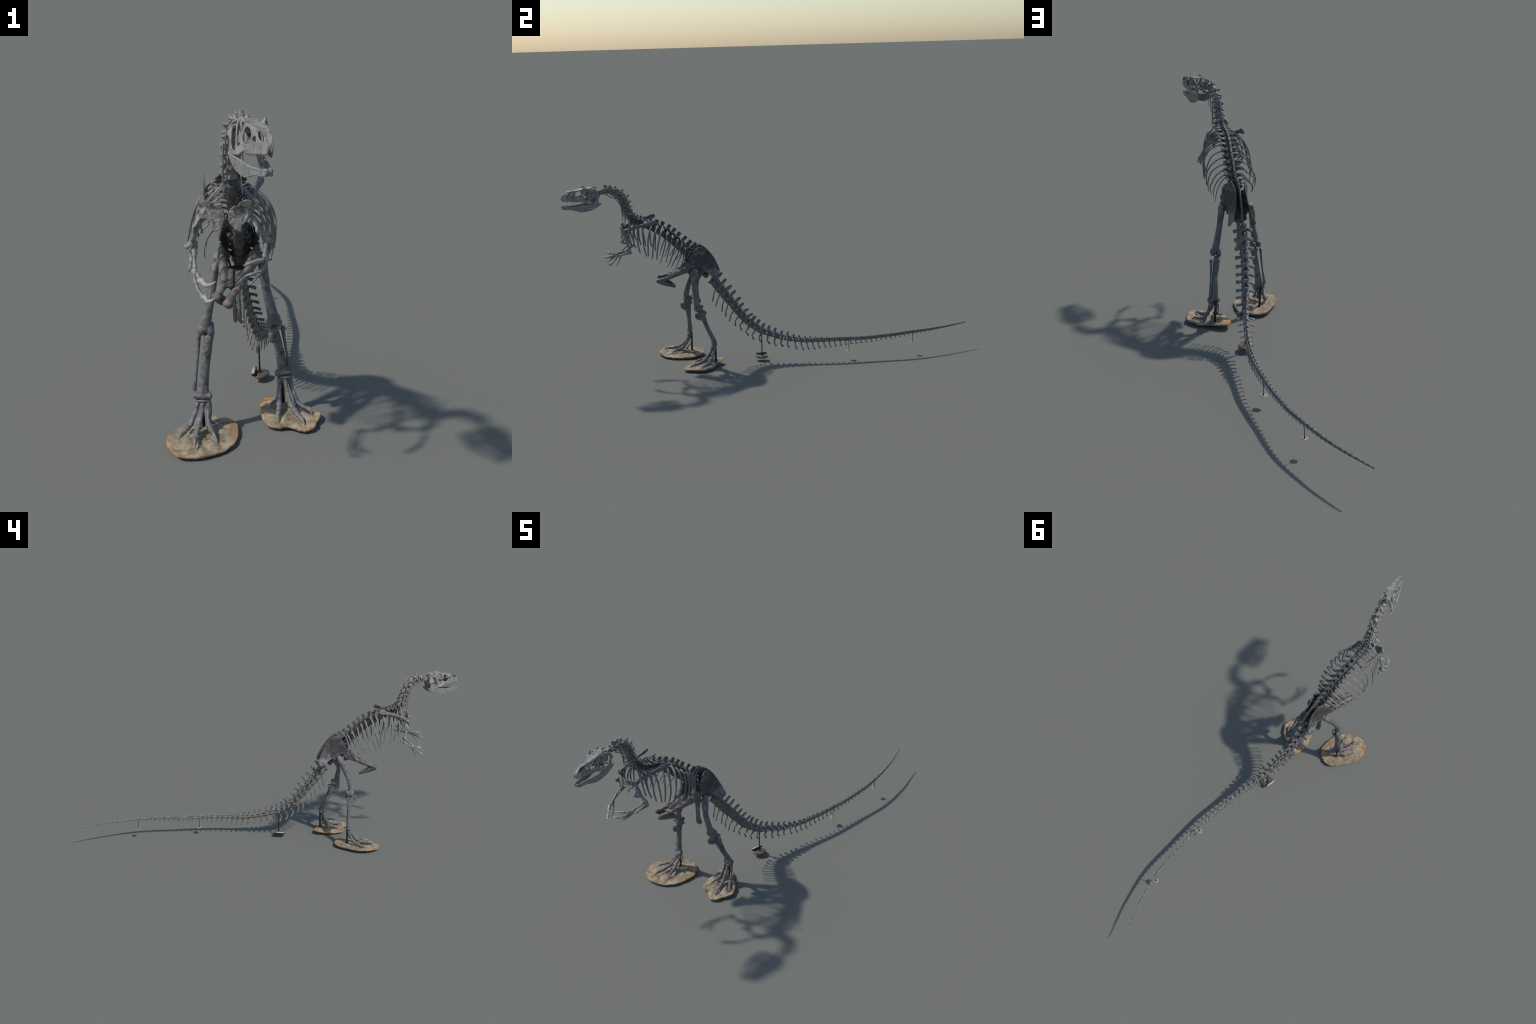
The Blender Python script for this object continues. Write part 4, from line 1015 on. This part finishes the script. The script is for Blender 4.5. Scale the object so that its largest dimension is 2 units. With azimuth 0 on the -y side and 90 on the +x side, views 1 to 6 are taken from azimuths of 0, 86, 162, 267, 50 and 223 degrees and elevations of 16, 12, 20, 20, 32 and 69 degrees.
for s, P in ARM.items():
    m = Mesh()
    m.tube([P['head'] + A(0, 0, -0.002), P['head'] * 0.6 + P['mid'] * 0.4, P['mid'], P['mid'] * 0.4 + P['elb'] * 0.6, P['elb']],
           [0.0085, 0.0080, 0.0062, 0.0064, 0.0080], [0.0120, 0.0080, 0.0060, 0.0070, 0.0095], up=A(0, 1, 0), seg=12, sub=6)
    m.tube([P['head'] + A(s * 0.004, -0.006, -0.004), P['delt'] + A(0, 0.005, 0.008), P['delt'], P['delt'] * 0.4 + P['mid'] * 0.6], [0.0065, 0.0085, 0.0060, 0.0050], [0.0055, 0.0042, 0.0036, 0.0045], up=A(0, 1, 0.3), seg=10)
    m.ball(P['head'] + A(-s * 0.004, 0.003, 0.002), (0.0095, 0.0085, 0.0065))
    m.ball(P['cl'], (0.0068, 0.0068, 0.0064))
    m.ball(P['cm'], (0.0068, 0.0068, 0.0064))
    build('humerus', m, root, M_ARM, voxel=0.0010, smooth=2, rough=0.0014)
    m = Mesh()
    m.tube([P['olec'], P['olec'] * 0.8 + P['uend'] * 0.2, (P['olec'] + P['uend']) / 2 + A(0, 0, -0.001), P['uend']], [0.0075, 0.0065, 0.0040, 0.0054], [0.0060, 0.0052, 0.0036, 0.0054], up=A(0, 0, 1), seg=10, sub=5)
    build('ulna', m, root, M_ARM, voxel=0.0009, smooth=2, rough=0.0010)
    m = Mesh()
    m.tube([P['rtop'], P['rtop'] * 0.8 + P['rend'] * 0.2, (P['rtop'] + P['rend']) / 2 + A(0, 0, 0.001), P['rend']], [0.0055, 0.0042, 0.0036, 0.0056], [0.0060, 0.0042, 0.0036, 0.0056], up=A(0, 0, 1), seg=10, sub=5)
    build('radius', m, root, M_ARM, voxel=0.0009, smooth=2, rough=0.0010)
    m = Mesh()
    wr = (P['rend'] + P['uend']) / 2
    for a, b in P['mc']:
        m.tube([a, a * 0.5 + b * 0.5, b], [0.0045, 0.0036, 0.0046], [0.0042, 0.0034, 0.0044], seg=10)
        m.ball(a * 0.75 + wr * 0.25, (0.0052, 0.0045, 0.0045))
    hand = build('hand', m, root, M_ARM, voxel=0.0008, smooth=1, rough=0.0012)
    for j, chain in enumerate(P['dig']):
        r0 = [0.0048, 0.0042, 0.0028][j]
        for t in range(len(chain) - 1):
            build('finger_bone', digit_bone(chain[t], chain[t + 1], r0 * (1 - 0.1 * t)), hand, M_ARM, rough=0.0009)
        b, t_ = chain[-1], P['tips'][j]
        cr = [0.0078, 0.0066, 0.0030][j]
        curl_dir = unit(np.cross(np.cross(unit(t_ - b), A(0, -0.55, 0.25 if s > 0 else -0.65)), unit(t_ - b)))
        build('claw', claw(b, t_, cr, [0.006, 0.006, 0.001][j] * (0.9 if s > 0 else 1.5), curl_dir, 0.55), hand, M_CLAW, rough=0.0003)

# ================================================================== ROCK SLABS
def slab(name, outline, rim, crown, seed, prints):
    """outline: rim points; rim: heights of those points; crown: height of the middle; prints: (x, y, radius, depth) hollows under the toes"""
    o = catmull(outline, 10, closed=True)
    hz = catmull(rim, 10, closed=True)[:, 0]
    ctr = o.mean(0)
    g = np.random.default_rng(seed)
    n = len(o)
    wob = sum(g.uniform(-1, 1) * np.sin(2 * math.pi * k * np.arange(n) / n + g.uniform(0, 6)) / k ** 0.7 for k in range(6, 30)) * 0.0009
    dirs = o - ctr
    o = ctr + dirs * (1 + wob / np.linalg.norm(dirs, axis=1))[:, None]
    hz = hz + 0.6 * wob
    m = Mesh()
    V = []
    rings_t = [0.0, 0.12, 0.24, 0.36, 0.48, 0.6, 0.7, 0.8, 0.88, 0.94, 0.98, 1.0]
    waves = [(g.normal(0, 1, 2) * f, g.uniform(0, 6), a * 1.0) for f, a in ((40, 0.0016), (40, 0.0016), (80, 0.0012), (80, 0.0010), (160, 0.0006), (160, 0.0006), (300, 0.0004), (300, 0.0004)) for _ in (0, 1)]
    def bumps(p):
        return sum(a * np.sin(p @ w + ph) for w, ph, a in waves)
    rings = []
    for t in rings_t:                                       # upper face
        p = ctr + (o - ctr) * t
        back = np.clip((p[:, 1] - o[:, 1].min()) / np.ptp(o[:, 1]), 0, 1)
        mid_h = crown[0] + (crown[1] - crown[0]) * np.clip((back - 0.45) / 0.4, 0, 1)
        top = mid_h * (1 - t ** 2.6) + (hz + 0.002) * t ** 2.6
        z = top + bumps(p) * (1 - 0.6 * t)
        for x, y, r, d in prints:
            q = ((p[:, 0] - x) ** 2 + (p[:, 1] - y) ** 2) / r ** 2
            z = z - d * np.exp(-q) + 0.35 * d * np.exp(-(np.sqrt(q) - 1.7) ** 2 * 3)
        rings.append(np.column_stack([p, z]))
    for t, dz in ((0.995, -0.003), (0.97, -0.006), (0.85, -0.0085), (0.6, -0.011), (0.3, -0.012), (0.0, -0.012)):   # underside
        p = ctr + (o - ctr) * t
        low = np.minimum(hz + dz, hz * 0 + 0.5)
        z = low * t + 0.001 * (1 - t)
        rings.append(np.column_stack([p, np.maximum(z, 0.0025)]))
    V = np.concatenate(rings)
    F = []
    for i in range(len(rings) - 1):
        for j in range(n):
            k = (j + 1) % n
            F.append((i * n + j, i * n + k, (i + 1) * n + k, (i + 1) * n + j))
    m.add(V, F)
    size = np.ptp(o, axis=0) / 2
    ob = build(name, m, root, rock_material('rock', size[0], size[1]), rough=0.006, rscale=0.010)
    return ob
RIGHT_OUT = [(-0.053, -0.546), (-0.106, -0.576), (-0.157, -0.580), (-0.183, -0.561), (-0.206, -0.514), (-0.200, -0.461), (-0.164, -0.403), (-0.121, -0.356), (-0.076, -0.354),
             (-0.038, -0.377), (-0.020, -0.415), (-0.024, -0.490)]
RIGHT_RIM = [0.008, 0.009, 0.011, 0.014, 0.019, 0.018, 0.016, 0.015, 0.015, 0.014, 0.010, 0.007]
toe_r = [(q[0], q[1], 0.012, 0.005) for ch in LEG[-1]['toes'] for q in ch[1:]]
slab('rock_slab', RIGHT_OUT, RIGHT_RIM, (0.016, 0.026), 3, toe_r)
LEFT_OUT = [(0.050, -0.385), (0.064, -0.416), (0.086, -0.430), (0.117, -0.431), (0.144, -0.450), (0.166, -0.453), (0.184, -0.440), (0.193, -0.410), (0.206, -0.370), (0.196, -0.340),
            (0.172, -0.316), (0.145, -0.300), (0.122, -0.288), (0.100, -0.272), (0.062, -0.260), (0.046, -0.276), (0.042, -0.312), (0.043, -0.350)]
LEFT_RIM = [0.010, 0.009, 0.011, 0.013, 0.010, 0.009, 0.010, 0.010, 0.012, 0.012, 0.012, 0.014, 0.016, 0.020, 0.022, 0.022, 0.016, 0.012]
toe_l = [(q[0], q[1], 0.012, 0.005) for ch in LEG[1]['toes'] for q in ch[1:]]
slab('rock_slab', LEFT_OUT, LEFT_RIM, (0.014, 0.026), 5, toe_l)

# ================================================================== TAIL PROPS
def disc(c, rx, ry, th, ang, mat, wob=0.05, seed=1):
    g = np.random.default_rng(seed)
    n = 40
    a = np.linspace(0, 2 * math.pi, n, endpoint=False)
    rr = 1 + wob * sum(g.uniform(-1, 1) * np.sin(k * a + g.uniform(0, 6)) for k in (2, 3, 5))
    x, y = rx * rr * np.cos(a), ry * rr * np.sin(a)
    ca, sa = math.cos(ang), math.sin(ang)
    P = np.column_stack([c[0] + ca * x - sa * y, c[1] + sa * x + ca * y])
    cc = np.array(c[:2])
    rings = [np.column_stack([cc + (P - cc) * t, np.full(n, c[2] + z)]) for t, z in ((0.0, 0.0), (0.5, 0.0), (0.92, 0.0), (1.0, -th * 0.35), (1.0, -th * 0.75), (0.92, -th), (0.0, -th))]
    V = np.concatenate(rings)
    F = [(i * n + j, i * n + (j + 1) % n, (i + 1) * n + (j + 1) % n, (i + 1) * n + j) for i in range(len(rings) - 1) for j in range(n)]
    m = Mesh()
    m.add(V, F)
    return build('support_disc', m, root, mat)
props = [(A(0.043, -0.064, 0.0235), A(0.044, -0.063, 0.146), 0.0026), (A(0.098, 0.368, 0.041), A(0.098, 0.366, 0.098), 0.0013), (A(0.061, 0.698, 0.058), A(0.063, 0.695, 0.108), 0.0013)]
for a, b, r in props:
    m = Mesh()
    m.tube([a, b], r, seg=12, sub=2, cap='flat')
    m.tube([a, a + A(0, 0, 0.006)], r * 1.9, seg=12, sub=1, cap='flat')
    build('support_rod', m, root, M_STEEL)
disc((0.048, -0.066, 0.0215), 0.0235, 0.031, 0.009, -0.25, M_DISC_BROWN, seed=2)
disc((0.097, 0.368, 0.041), 0.0145, 0.0150, 0.002, 0.3, M_DISC_TAN, seed=4)
disc((0.061, 0.698, 0.0585), 0.0125, 0.0125, 0.002, 0.0, M_DISC_TAN, seed=6)
# narrow dark label holder at the disc's edge with a pale card and a pink mark on top
cdir = unit(A(0.10, 0.99, 0.03))
cn = unit(A(-0.30, 0.03, 0.95))
cup = np.cross(cn, cdir)
cc = A(0.0265, -0.066, 0.0265)
m = Mesh()
m.box(cc, (0.0260, 0.0056, 0.0042), (cdir, cup, cn))
build('label_holder', m, root, M_STEEL)
m = Mesh()
m.box(cc + cn * 0.0048 + cup * 0.0004, (0.0250, 0.0048, 0.0007), (cdir, cup, cn))
build('label_card', m, root, M_CARD)
m = Mesh()
m.box(cc + cn * 0.0058 + cdir * 0.0215 - cup * 0.001, (0.0030, 0.0030, 0.0004), (cdir, cup, cn))
build('label_mark', m, root, M_PINK)

finish_all()
bpy.context.view_layer.update()
for ob in TEETH:       # teeth were placed in world space: move them into their parent's space
    w = ob.matrix_local.copy()
    ob.matrix_local = Matrix.Translation(-ob.parent.location) @ w
